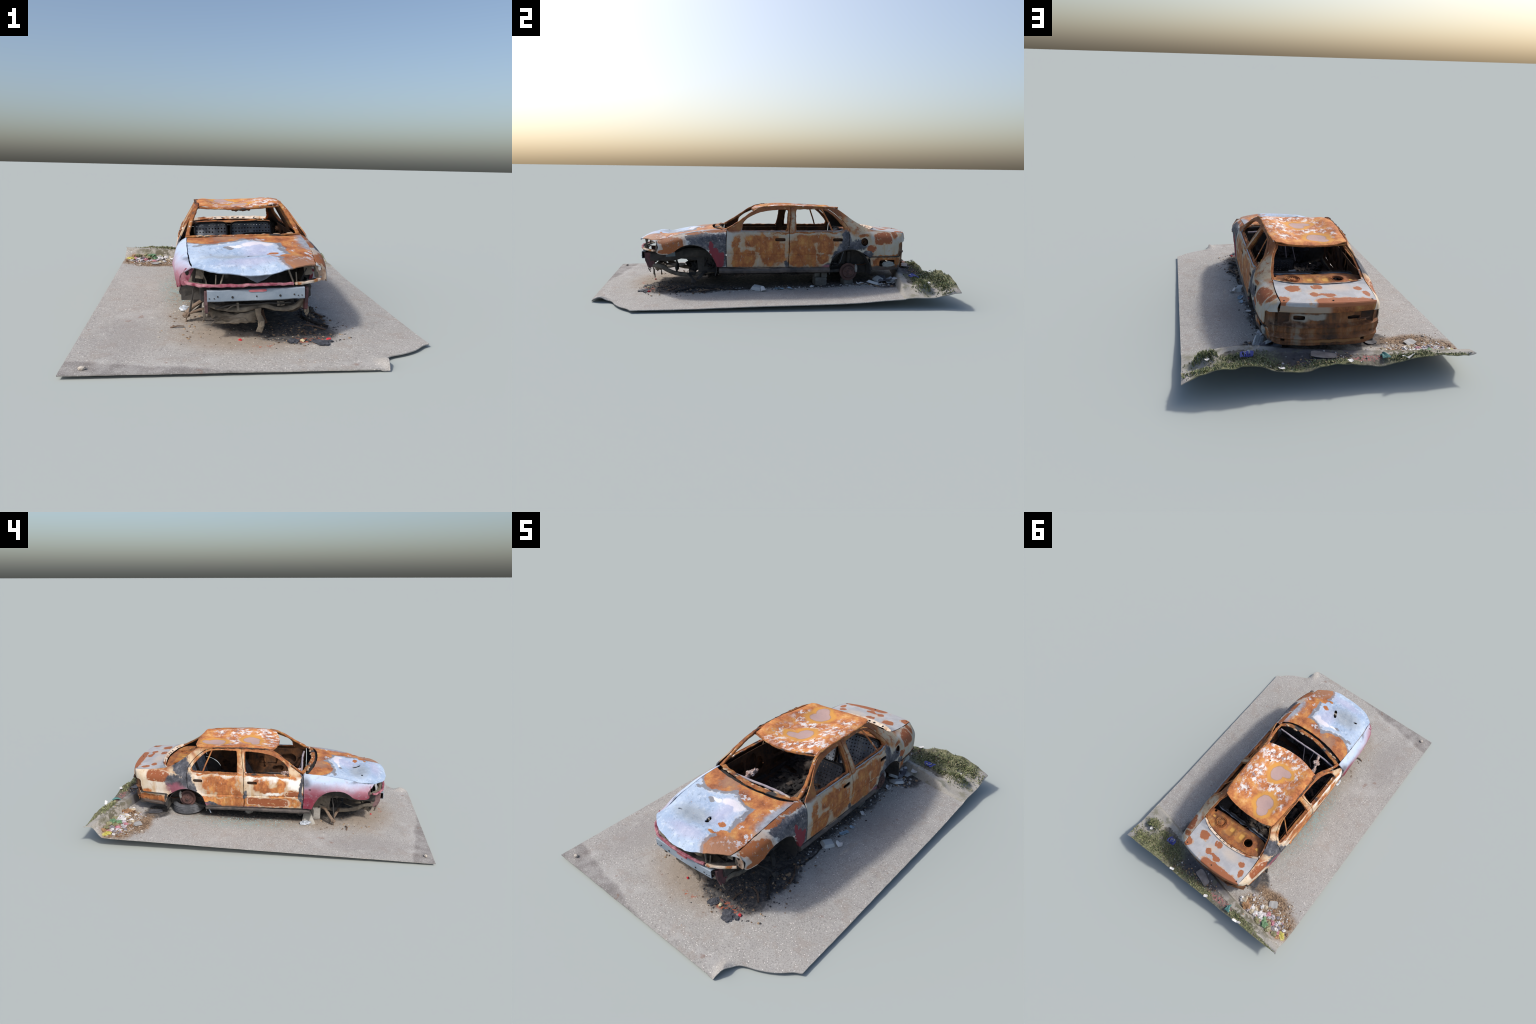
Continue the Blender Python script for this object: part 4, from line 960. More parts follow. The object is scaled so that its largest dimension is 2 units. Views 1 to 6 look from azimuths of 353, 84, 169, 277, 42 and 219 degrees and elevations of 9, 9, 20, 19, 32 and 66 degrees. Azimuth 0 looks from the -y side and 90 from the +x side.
for i, p in enumerate(mb.v): mb.v[i] = (p[0], p[1]+.014, p[2]-.002)
mb.build('cross_member', [M_DUST, M_SOOTY], CAR)
mb = MB()
V2, F = mesh2d(ragged(loop(('s', [(-.155, -.71), (-.14, -.60), (-.10, -.56), (.0, -.57), (.05, -.60)]), ('s', [(.05, -.60), (.03, -.70), (-.03, -.72), (-.155, -.71)])), .006, 30, 2), [], .009)
zz = .128-.022*np.exp(-((V2[:, 0]+.06)/.09)**2)*np.exp(-((V2[:, 1]+.65)/.09)**2)+.006*np.array([mnoise.noise((p[0]*25, p[1]*25, 0)) for p in V2])
shell(mb, np.stack([V2[:, 0], V2[:, 1], zz], 1), F, .004, (0, 0, -1), (0, 0), .004)
mb.bar(curve([(-.165, -.690, .132), (-.135, -.722, .120), (-.07, -.735, .113), (-.01, -.728, .120), (.012, -.712, .128)], .009), .020, .040, (0, 0, 1), 0, .006, None)
mb.lump((-.075, -.715, .112), (.080, .035, .020), 8, .5, 0, 3)
for i, p in enumerate(mb.v): mb.v[i] = (p[0], p[1]+.048, p[2]-.007)      # hangs well behind the beam
mb.bar(curve([(.006, -.715, .150), (.008, -.708, .125), (.018, -.700, .098), (.020, -.696, .078), (.010, -.694, .050)], .006), .024, .005, (0, 1, 0), 0, .004)
mb.lump((.020, -.698, .086), (.013, .005, .020), 4, .4, 0, 2)
mb.bar([(.018, -.66, .120), (.03, -.655, .095), (.034, -.65, .070)], .030, .004, (0, 1, 0), 1, .006)
mb.build('undertray', [mat_plain('dusty_torn_plastic', (.085, .070, .055), (.24, .205, .16), 14), M_CHAR], CAR)
mb = MB()   # subframe and burnt engine-bay remains
mb.bar(curve([(-.17, -.455, .095), (-.06, -.46, .105), (.06, -.46, .105), (.17, -.455, .095)], .02), .04, .022, (0, 0, 1), 0, .006)
for i in range(16):
    a = random.random; mb.lump((-.13+.26*a(), -.50+.20*a(), .115+.02*a()), (.02+.02*a(), .02+.015*a(), .012+.02*a()), i*1.9, .7, 0, 2)
mb.tube(curve([(-.17, -.62, .170), (-.05, -.60, .176), (.06, -.61, .168), (.17, -.62, .172)], .02), .006, 6, 0, .006)
mb.tube(curve([(-.15, -.47, .17), (0, -.49, .165), (.15, -.46, .172)], .02), .007, 6, 0, .008)
mb.build('subframe', [M_SOOTY], CAR)
mb = MB()   # rumpled black plate behind the grille slot
V2, F = mesh2d(loop(('l', [(-.185, .185), (-.19, .318)]), ('l', [(-.19, .318), (.19, .318)]), ('l', [(.19, .318), (.185, .185)]), ('l', [(.185, .185), (-.185, .185)])), [], .012)
shell(mb, np.stack([V2[:, 0], -.585+.10*np.abs(V2[:, 0])+.012*np.array([mnoise.noise((p[0]*18, p[1]*18, 1)) for p in V2]), V2[:, 1]], 1), F, .008, (0, -1, 0), (0, 0), .004)
mb.build('black_backing_plate', M_BLACK, CAR)
mb = MB()   # ragged dark plate filling the gap low down behind the beam
V2, F = mesh2d(ragged(loop(('l', [(.0, .098), (.0, .185)]), ('l', [(.0, .185), (.175, .185)]), ('l', [(.175, .185), (.175, .110)]), ('s', [(.175, .110), (.12, .085), (.05, .10), (.0, .098)])), .008, 30, 2), [], .01)
shell(mb, np.stack([V2[:, 0], -.555+.012*np.array([mnoise.noise((p[0]*22, p[1]*22, 3)) for p in V2]), V2[:, 1]], 1), F, .006, (0, -1, 0), (0, 0), .004)
mb.build('dark_backing_plate', M_SOOTY, CAR)
mb = MB()   # firewall
V2, F = mesh2d(loop(('l', [(-.27, .115), (-.27, .30), (-.24, .35)]), ('l', [(-.24, .35), (.24, .35)]), ('l', [(.24, .35), (.27, .30), (.27, .115)]), ('l', [(.27, .115), (-.27, .115)])), [ellipse(.1, .2, .02, .015, 12)], .018)
shell(mb, np.stack([V2[:, 0], -.315+.02*np.sin(V2[:, 0]*30)*.4+.06*np.clip(.2-V2[:, 1], 0, 1), V2[:, 1]], 1), F, .005, (0, -1, 0), (0, 0), .006)
mb.build('firewall', M_SOOTY, CAR)

# ---------------- floor, rear wheel houses, axle
mb = MB()
V2, F = mesh2d(loop(('l', [(-.262, -.30), (.262, -.30)]), ('l', [(.262, -.30), (.262, .36)]), ('l', [(.262, .36), (.20, .40), (.20, .56), (.255, .62), (.245, .78)]), ('l', [(.245, .78), (-.245, .78)]), ('l', [(-.245, .78), (-.255, .62), (-.20, .56), (-.20, .40), (-.262, .36)]), ('l', [(-.262, .36), (-.262, -.30)])), [], .018)
zz = .098+.012*np.exp(-(V2[:, 0]/.035)**2)*(V2[:, 1] < .36)+.052/(1+np.exp(-(V2[:, 1]-.37)/.012))-.010/(1+np.exp(-(V2[:, 1]-.62)/.012))+.03*np.clip((np.abs(V2[:, 0])-.21)/.05, 0, 1)
shell(mb, np.stack([V2[:, 0], V2[:, 1], zz], 1), F, .005, (0, 0, 1), (0, 1), .004)
mb.lump((-.02, .70, .142), (.12, .09, .03), 5, .15, 1, 3)
mb.bar([(-.24, .772, .128), (.24, .772, .128)], .04, .02, (0, 0, 1), 1, .003)
mb.build('floor_pan', [M_CHAR, M_SOOTY], CAR)
for sgn in (-1, 1):
    mb = MB(); Vl, Fl = [], []; ts = np.linspace(-.15, math.pi+.15, 30); nx = 6
    for t in ts:
        for x in np.linspace(.195, .301 if sgn > 0 else .292, nx): Vl.append((sgn*x, .475+.124*math.cos(t), .122+.126*math.sin(t)))
    for i in range(len(ts)-1):
        for j in range(nx-1): Fl += [(i*nx+j, i*nx+j+1, (i+1)*nx+j+1), (i*nx+j, (i+1)*nx+j+1, (i+1)*nx+j)]
    shell(mb, Vl, Fl, .003, (0, 0, -1), (0, 0), .004)
    V2, F = mesh2d(loop(('s', [(.475+.124*math.cos(t), .122+.126*math.sin(t)) for t in ts]), ('l', [(.353, .10), (.597, .10)])), [], .014)
    shell(mb, np.stack([sgn*(.197+0*V2[:, 0]), V2[:, 0], V2[:, 1]], 1), F, .003, (sgn, 0, 0), (0, 0), .004)
    mb.build('wheel_house', M_SOOTY, CAR)
    zc = .112 if sgn > 0 else .168; xo = .262 if sgn > 0 else .258
    mb = MB()
    mb.lathe((sgn*xo, .476, zc), [(-.030, .0), (-.030, .050), (-.012, .053), (-.008, .052), (-.008, .040), (.000, .037), (.004, .034), (.004, .0115), (.009, .011), (.010, .008), (.007, .0), (.007, .0)], 'x', 36, 0, sgn)
    for i in range(5):
        a = 2*math.pi*i/5+.4; mb.lathe((sgn*(xo+.003), .476+.022*math.cos(a), zc+.022*math.sin(a)), [(0, .0035), (.0015, .0035), (.0018, 0)], 'x', 8, 1, sgn)
    d = 1 if sgn > 0 else 1
    mb.lump((sgn*(xo-.014), .476+.047, zc+.018), (.012, .010, .026), 3, .3, 2, 2)      # caliper remains
    hub = mb.build('brake_drum', [M_DRUM, M_CHAR, mat_plain('grey_caliper', (.22, .22, .22), (.42, .41, .39))], CAR)
    mb = MB()
    mb.bar(curve([(sgn*.23, .476, zc), (sgn*.235, .42, .118), (sgn*.235, .36, .112)], .02), .014, .018, (0, 0, 1), 0, .003)
    mb.tube([(sgn*.22, .48, zc), (sgn*.21, .49, .23)], .012, 10, 0, .002)
    mb.build('trailing_arm', M_SOOTY, CAR)
mb = MB()      # burnt bulkhead wreckage behind the front wheel bay
for i in range(60):
    a = random.random; mb.lump((-.15+.30*a(), -.39+.09*a(), .10+.10*a()), (.03+.02*a(), .02+.02*a(), .02+.03*a()), i*2.7, .7, i % 2, 2)
mb.build('bulkhead_wreckage', [M_SOOTY, M_BLACK], CAR, kind='stuff')
mb = MB(); mb.tube([(-.25, .485, .165), (.25, .485, .112)], .012, 10, 0, .002)
mb.build('rear_axle_beam', M_SOOTY, CAR)
mb = MB()   # torn shred by the rear arch
mb.bar(curve([(-.268, .346, .130), (-.272, .340, .112), (-.276, .330, .100), (-.278, .322, .086)], .006), .006, .004, (1, 0, 0), 0, .002)
mb.build('torn_trim_shred', M_STEEL, CAR)

# ---------------- cabin remains
def perf(x0, x1, z0, z1, nx, nz, r=.0042):
    o = [np.array(p) for p in rrect((x0+x1)/2, (z0+z1)/2, (x1-x0)/2, (z1-z0)/2, 40, 9)]
    hs = [ellipse(x0+(x1-x0)*(i+.8)/(nx+.6), z0+(z1-z0)*(j+.8)/(nz+.6), r, r, 7) for i in range(nx) for j in range(nz) if not (i*7+j*5) % 11 == 0]
    return mesh2d(o, hs, .011)
for x0, x1, nx in ((-.215, -.025, 10), (-.005, .235, 13)):
    V2, F = perf(x0, x1, .150, .352, nx, 10)
    rib = .005*np.sin((V2[:, 0]-x0)/(x1-x0)*math.pi*6)
    mb = MB(); shell(mb, np.stack([V2[:, 0], .425+.30*(V2[:, 1]-.15)+rib, V2[:, 1]], 1), F, .003, (0, -1, 0), (0, 0), .002)
    xm, w = (x0+x1)/2, (x1-x0)/2
    mb.tube([(p[0], .418+.30*(p[1]-.15), p[1]) for p in rrect(xm, .250, w, .104, 40, 8)+[rrect(xm, .250, w, .104, 40, 8)[0]]], .005, 7, 1, .001)
    mb.build('seat_back', [M_PERF, M_BLACK], CAR)
V2, F = perf(.02, .19, 0, .17, 9, 9)      # collapsed seat frames
for loc_, tilt, xo in (((.10, .02), 1.05, .01), ((.17, -.30), .35, .02)):
    mb = MB(); shell(mb, np.stack([V2[:, 0]+xo, loc_[0]+V2[:, 1]*math.cos(tilt), .165+loc_[1]*.12+V2[:, 1]*math.sin(tilt)], 1), F, .003, (0, -1, 1), (0, 0), .004)
    mb.tube([(p[0]+xo, loc_[0]+p[1]*math.cos(tilt), .165+loc_[1]*.12+p[1]*math.sin(tilt)) for p in (lambda L: L+[L[0]])(rrect(.105, .085, .092, .092, 36, 6))], .005, 7, 1, .001)
    mb.build('collapsed_seat_frame', [mat_plain('sooty_seat_pan', (.040, .044, .052), (.12, .125, .14), 12), M_BLACK], CAR)
mb = MB()
mb.tube(curve([(.238, -.243, .335), (.15, -.238, .342), (.06, -.237, .343), (-.06, -.240, .341), (-.15, -.238, .338), (-.235, -.232, .330)], .015), .0065, 8, 0, .002)
mb.tube(curve([(-.10, -.24, .338), (-.115, -.20, .330), (-.130, -.15, .318), (-.14, -.115, .312)], .012), .010, 8, 1, .004)
mb.lump((-.118, -.185, .334), (.022, .020, .012), 2, .6, 1, 2); mb.lump((-.137, -.13, .318), (.012, .022, .012), 6, .6, 1, 2)
mb.tube([(.02, -.237, .343), (.0, -.20, .25), (-.01, -.18, .16)], .003, 6, 0, .003); mb.tube([(-.06, -.238, .342), (-.05, -.21, .24), (-.07, -.2, .16)], .003, 6, 0, .003)
mb.build('dash_bar', [M_BAR, mat_plain('pinkish_ash_column', (.22, .11, .08), (.60, .50, .46), 40)], CAR)
mb = MB()   # rubble heap: rear bench and one front seat are deep in ash, the driver's footwell is empty
def heap(x, y): return .104+.055*math.exp(-((y-.36)/.10)**2)+.035*math.exp(-((x-.06)/.10)**2-((y-.12)/.12)**2)+.030*math.exp(-((x+.12)/.10)**2-((y-.05)/.12)**2)+.042*math.exp(-((x-.15)/.09)**2-((y+.05)/.10)**2)
for i in range(230):
    x, y = random.uniform(-.235, .235), random.uniform(-.24, .41); s = random.uniform(.012, .034)
    mb.lump((x, y, heap(x, y)-.004+random.uniform(0, .014)), (s*1.4, s*random.uniform(.8, 1.6), s*.65), i*1.31, .8, random.choice((0, 0, 0, 0, 1, 1)), 2 if s > .02 else 1, random.uniform(0, 6))
for i in range(26):
    x, y = random.uniform(-.2, .2), random.uniform(-.2, .36); a = random.uniform(0, 6.28); L = random.uniform(.04, .12); e = random.uniform(-.3, .3)
    p = Vector((x, y, heap(x, y)+.018)); d = Vector((math.cos(a), math.sin(a), e))*L/2
    if random.random() < .6: mb.bar([p-d, p+d*.1+Vector((0, 0, .004)), p+d], random.uniform(.008, .024), random.uniform(.004, .01), (0, 0, 1), random.choice((0, 1, 3)), .004)
    else: mb.tube([p-d, p+d*.2+Vector((.01, 0, .006)), p+d], random.uniform(.002, .004), 6, 0, .004)
mb.lump((.150, .095, .165), (.080, .038, .028), 12, .5, 3, 3, .4)
mb.bar(curve([(.03, -.06, .135), (.03, .02, .165), (.05, .08, .190)], .02), .028, .016, (0, 0, 1), 3, .006)
mb.bar(curve([(.01, .10, .200), (.06, .12, .195), (.10, .11, .198)], .02), .020, .010, (0, 0, 1), 3, .006)
mb.bar(curve([(-.02, .16, .222), (.05, .19, .212), (.10, .18, .216)], .02), .022, .006, (0, 0, 1), 3, .006)
mb.lump((.17, -.15, .130), (.05, .06, .030), 9, .8, 1, 3)
mb.build('burnt_rubble', [M_BLACK, M_RUBBLE, M_SHELF, M_WOOD], CAR, kind='stuff')
mb = MB()
mb.tube([(.015, .17, .236), (.055, .175, .233)], .010, 12, 0); mb.build('drink_can', mat_plain('pale_blue_tin', (.30, .40, .50), (.55, .56, .60)), CAR)
mb = MB(); mb.lump((.15, -.165, .172), (.013, .011, .011), 1, .3, 0, 2); mb.lump((.12, -.16, .16), (.02, .014, .008), 3, .6, 1, 2)
mb.build('scorched_bottle_cap', [mat_plain('orange_plastic', (.55, .26, .03), (.62, .34, .06)), mat_plain('pink_plastic', (.40, .20, .19), (.50, .32, .30))], CAR)

# ================================================================== the ground sheet (world frame)
roadR = pchip([(-1.0, .008), (-.76, .0120), (-.56, .0135), (-.11, .023), (.35, .031), (.67, .049), (1.0, .062)])
roadL = pchip([(-1.0, .013), (-.68, .0205), (-.33, .029), (.13, .0405), (.50, .052), (.69, .057), (.89, .063), (1.0, .068)])
kerb_y = pchip([(-.70, .946), (-.344, .893), (-.192, .872), (.0, .832), (.364, .739), (.50, .712), (.70, .680)])
kerb_h = pchip([(-.70, .128), (-.45, .120), (-.2, .116), (.0, .113), (.2, .112), (.30, .112), (.40, .107), (.46, .097), (.51, .086), (.55, .069), (.60, .059), (.66, .054), (.70, .053)])
rim = pchip([(-.68, .134), (-.64, .114), (-.49, .131), (-.349, .121), (-.231, .101), (-.139, .109), (-.035, .124), (.067, .117), (.132, .098), (.258, .110), (.33, .140), (.40, .152), (.45, .140), (.489, .146), (.57, .128), (.613, .112), (.672, .080)])
def N3(x, y, s, o=0.0): return np.array([mnoise.noise((a*s+o, b*s, o*1.7)) for a, b in zip(x, y)])
def ground_z(x, y, fine=True):
    x = np.asarray(x, float); y = np.asarray(y, float)
    t = np.clip((x+.67)/1.34, 0, 1)
    road = roadL(y)*(1-t)+roadR(y)*t
    road = road - .006*np.exp(-((x-.30)/.5)**2)*np.exp(-((y+.3)/.6)**2)*0
    road += .018*np.exp(-(((x+.47)/.12)**2+((y-kerb_y(x)+.02)/.030)**2)) + .008*np.exp(-(((x+.28)/.08)**2+((y-.84)/.03)**2))            # litter bank
    road += .004*np.exp(-(((x-.10)/.25)**2+((y+.60)/.16)**2))            # burnt crust under the nose
    s = y-kerb_y(x)
    k = np.clip(s/.013, 0, 1)
    u = np.clip((s-.03)/np.maximum(.995-kerb_y(x)-.03, .02), 0, 1)
    top = kerb_h(x)*(1-u**2.2)+rim(x)*u**2.2 - .024*np.sin(np.pi*u)*np.exp(-((x-.30)/.17)**2)
    # left end of the kerb is buried : smooth ramp
    ramp = np.clip((-x-.46)/.2, 0, 1); kk = np.clip((s+.055)/.075, 0, 1); kk = kk*kk*(3-2*kk)
    k = k*(1-ramp)+kk*ramp
    z = road*(1-k)+top*k
    return np.maximum(z, .0)

GROUND = bpy.data.objects.new('road_corner', None); COL.objects.link(GROUND); GROUND.empty_display_size = .2
GROUND["label"] = "thin sheet of grey asphalt with kerb and weedy verge"
GROUND["category"] = "road surface"
sheet = loop(('l', [(-.671, -.9965), (.424, -.9975)]), ('s', [(.424, -.9975), (.440, -.93), (.452, -.897), (.478, -.877), (.535, -.853), (.594, -.817), (.640, -.775), (.671, -.755)]),
             ('l', [(.671, -.755), (.6695, .0), (.668, .676)]), ('s', [(.668, .676), (.667, .75), (.670, .88), (.671, .9965)]),
             ('s', [(.671, .9965), (.61, .995), (.489, .9965), (.33, .993), (.132, .996), (-.035, .994), (-.231, .996), (-.349, .993), (-.49, .996), (-.64, .993), (-.6715, .9975)]),
             ('s', [(-.6715, .9975), (-.662, .955), (-.668, .90), (-.671, .80)]), ('l', [(-.671, .80), (-.6705, 0), (-.671, -.9965)]), step=.012)
sheet = [np.array((min(.672, max(-.672, p[0])), min(.9975, max(-.9975, p[1])))) for p in ragged(sheet, .0012, 25, 4)]
kx = np.linspace(-.664, .664, 150)
rows = [(x, float(kerb_y(x))+d) for x in kx for d in (-.055, -.028, -.006, .0, .0065, .013, .024, .042)]
V2, F = mesh2d(sheet, [], .0135, rows)
gx, gy = V2[:, 0], V2[:, 1]
gz = ground_z(gx, gy)
s = gy-kerb_y(gx)
gz += .0006*N3(gx, gy, 30)+.0008*N3(gx, gy, 11, 2)
verge = np.clip((s-.05)/.04, 0, 1); grass = np.zeros_like(gx)
for cx_, cy_, rx_, ry_ in ((.52, .83, .07, .04), (.57, .93, .10, .05), (.40, .83, .05, .05), (.43, .93, .09, .06), (.32, .90, .08, .07), (.20, .96, .05, .03), (.02, .965, .10, .03), (-.33, .965, .12, .025), (-.52, .985, .14, .02), (-.43, .955, .05, .02)):
    grass = np.maximum(grass, np.exp(-(((gx-cx_)/rx_)**2+((gy-cy_)/ry_)**2)))
gz += np.where(s > .03, grass*(.004+.010*N3(gx, gy, 26, 5)), 0)+.005*verge*N3(gx, gy, 17, 6)
gz += .050*np.exp(-((((gx-.562)/.052)**2+((gy-.818)/.036)**2))**1.4)*(1+.35*N3(gx, gy, 45, 7))*np.clip((s-.02)/.03, 0, 1) + .006*np.exp(-(((gx-.62)/.06)**2+((gy-.75)/.05)**2))*(s > 0) + .006*np.exp(-(((gx-.39)/.04)**2+((gy-.825)/.02)**2))*(s > .03)
soot = np.exp(-(((gx-.18)/.16)**2+((gy+.62)/.15)**2)); gz += .005*soot*(N3(gx, gy, 35, 8)+.3*N3(gx, gy, 80, 2))
bank = np.exp(-(((gx+.50)/.17)**2+((gy-.80)/.09)**2)); gz += .006*bank*N3(gx, gy, 38, 3)
gz += .006*np.exp(-(((gx-.20)/.11)**2+((gy+.46)/.22)**2)) + .004*np.exp(-(((gx-.25)/.05)**2+((gy-.1)/.4)**2)) + .004*np.exp(-(((gx+.0)/.2)**2+((gy+.58)/.1)**2))
gz = np.maximum(gz, .0045)
fold = np.exp(-(((gx-.425)*.9+(gy+.945)*.1)/.020)**2)*np.exp(-((gy+.945)/.035)**2); gz += .022*fold*np.clip((gx-.36)/.07, 0, 1)
gz[(gx > .40) & (gy < -.99)] = np.minimum(gz[(gx > .40) & (gy < -.99)], .0045)
gz += .010*np.exp(-(((gx-.655)/.02)**2+((gy-.955)/.03)**2))
GV = np.stack([gx, gy, gz], 1); GN = normals(GV, F)
if GN[:, 2].mean() < 0: F = F[:, ::-1]; GN = -GN
GB = GV.copy(); GB[:, 2] = np.maximum(gz-.004, 0.0)

def gmat_road():
    M = Mat('worn_asphalt'); x, y, z = M.sep(); w = M.warp(.09, 6, 5); w = M.warp(.03, 30, 4, w, 2)
    H = lambda a, b, c, d: ('e', (a, b, 0), (c, d, 0))
    c = M.mix(M.noise(3.5, 6, .6), (.355, .340, .318), (.455, .438, .415))
    c = M.mix(M.math('MULTIPLY', M.step(M.noise(14, 6, .65, seed=2), .52, .70), .35), c, (.28, .265, .255))
    c = M.mix(M.math('MULTIPLY', M.step(M.noise(150, 4, .8, seed=3), .48, .62), .65), c, (.19, .18, .17))
    c = M.mix(M.math('MULTIPLY', M.step(M.noise(5, 5, .7, seed=9), .52, .66), .35), c, (.50, .49, .475))
    c = M.mix(M.math('MULTIPLY', M.step(M.noise(11, 5, .7, seed=19), .52, .64), .5), c, (.33, .29, .255))
    wsp = M.step(M.voronoi(95), .26, .12); c = M.mix(M.math('MULTIPLY', wsp, M.step(M.noise(40, 3, .6, seed=5), .42, .56)), c, (.76, .73, .69))
    # dusty oil stain and dark corner band
    c = M.mix(M.math('MULTIPLY', M.blobs([H(-.50, -.62, .10, .22), H(.35, .25, .2, .15)], w, .6), .35), c, (.27, .25, .24))
    tar = M.step(M.math('ADD', y, M.math('MULTIPLY_ADD', M.noise(9, 4), .05, M.math('MULTIPLY', x, .187))), -.968, -.990)
    c = M.mix(M.math('MULTIPLY', tar, M.step(M.noise(13, 5, .7, seed=23), .36, .62, .25, .7)), c, M.mix(M.step(M.voronoi(120), .25, .15), (.17, .155, .15), (.5, .48, .46)))
    c = M.mix(M.math('MULTIPLY', M.blobs([H(-.02, -.62, .28, .19), H(-.20, -.30, .14, .22), H(-.24, .05, .11, .42)], w, .5), .75), c, M.mix(M.noise(40, 5), (.22, .175, .135), (.40, .325, .25)))
    c = M.mix(M.math('MULTIPLY', M.blobs([H(-.31, .12, .06, .30), H(-.36, .18, .05, .12)], w, .8), M.step(M.noise(70, 5, .75, seed=21), .47, .57)), c, (.275, .36, .355))
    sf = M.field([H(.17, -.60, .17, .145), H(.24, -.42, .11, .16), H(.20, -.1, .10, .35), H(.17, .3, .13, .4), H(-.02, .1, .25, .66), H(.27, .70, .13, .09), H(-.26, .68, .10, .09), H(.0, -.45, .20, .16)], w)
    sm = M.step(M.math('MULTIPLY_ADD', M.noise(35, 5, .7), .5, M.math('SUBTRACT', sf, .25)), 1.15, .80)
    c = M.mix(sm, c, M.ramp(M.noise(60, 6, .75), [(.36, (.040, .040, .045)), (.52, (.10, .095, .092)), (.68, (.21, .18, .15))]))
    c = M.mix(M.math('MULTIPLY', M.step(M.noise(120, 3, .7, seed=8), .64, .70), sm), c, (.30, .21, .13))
    c = M.mix(M.math('MULTIPLY', M.blobs([H(.22, -.71, .06, .03), H(.02, -.76, .03, .015)], w, .7), M.step(M.noise(70, 4), .52, .58)), c, (.40, .10, .05))
    lf = M.blobs([H(-.45, .71, .14, .05), H(-.53, .79, .15, .07), H(-.36, .83, .09, .06), H(-.60, .87, .08, .05)], w, .45)
    c = M.mix(lf, c, M.ramp(M.noise(75, 5, .75), [(.36, (.085, .058, .040)), (.48, (.23, .155, .10)), (.60, (.34, .25, .165)), (.68, (.50, .42, .32))]))
    cr = M.voronoi(2.6, 'DISTANCE_TO_EDGE', M.warp(.25, 5, 4)); 
    c = M.mix(M.math('MULTIPLY', M.math('MULTIPLY', M.step(cr, .004, .001), M.step(M.noise(4, 3, seed=6), .48, .56)), .55), c, (.17, .165, .165))
    blot = M.step(M.noise(17, 4, .6, seed=12), .67, .74); c = M.mix(M.math('MULTIPLY', blot, .5), c, (.22, .12, .085))
    return M.done(c, .9, 0, M.math('ADD', grain(M, 240), M.noise(90, 3)), .5, .003, .2)
def gmat_kerb():
    M = Mat('weathered_concrete_kerb'); w = M.warp(.04, 12, 4)
    c = M.mix(M.noise(8, 6, .65), (.30, .28, .25), (.46, .44, .40))
    c = M.mix(M.math('MULTIPLY', M.step(M.noise(150, 3, .7), .54, .64), .5), c, (.22, .20, .185))
    H = lambda a, b, cc, d: ('e', (a, b, 0), (cc, d, 0))
    c = M.mix(M.blobs([H(.05, .85, .32, .07)], w, .3), c, M.mix(M.noise(40, 4), (.075, .075, .085), (.20, .19, .19)))
    c = M.mix(M.math('MULTIPLY', M.step(M.noise(16, 5, .6, seed=4), .50, .64), .6), c, (.19, .185, .12))
    c = M.mix(M.math('MULTIPLY', M.blobs([H(-.42, .905, .22, .05)], w, .6), M.step(M.noise(24, 5, .7, seed=8), .44, .58)), c, (.135, .125, .09))
    return M.done(c, .9, 0, grain(M, 200), .5, .003, .2)
def gmat_verge():
    M = Mat('weedy_verge_soil'); w = M.warp(.05, 14, 5)
    H = lambda a, b, cc, d: ('e', (a, b, 0), (cc, d, 0))
    c = M.ramp(M.noise(45, 6, .7), [(.35, (.075, .066, .060)), (.5, (.16, .145, .125)), (.66, (.28, .26, .23))])
    c = M.mix(M.blobs([H(.10, .90, .18, .07), H(-.05, .88, .15, .04)], w, .5), c, M.mix(M.noise(60, 5), (.045, .045, .052), (.14, .135, .14)))
    g = M.blobs([H(.50, .93, .24, .11), H(.33, .90, .10, .09), H(.0, .975, .14, .03), H(-.50, .985, .26, .035), H(-.36, .955, .07, .03), H(.18, .97, .08, .03)], w, .5)
    gc = M.ramp(M.noise(70, 5, .75), [(.36, (.075, .080, .045)), (.48, (.145, .150, .085)), (.58, (.215, .215, .125)), (.70, (.30, .29, .19))])
    c = M.mix(M.math('MULTIPLY', g, M.step(M.noise(22, 5, .65, seed=3), .32, .46)), c, gc)
    c = M.mix(M.math('MULTIPLY', M.blobs([H(-.16, .95, .09, .02)], w, .4), M.step(M.noise(70, 4, .7), .48, .55)), c, (.36, .15, .15))
    c = M.mix(M.math('MULTIPLY', M.blobs([H(.60, .80, .10, .11), H(.665, .95, .05, .06)], w, .3), .9), c, M.mix(M.noise(30, 5), (.34, .31, .28), (.50, .47, .44)))
    return M.done(c, .95, 0, grain(M, 180), .6, .004, .15)
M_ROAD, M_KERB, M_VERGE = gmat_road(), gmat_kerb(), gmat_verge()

cent = V2[F].mean(1); sc = cent[:, 1]-kerb_y(cent[:, 0])
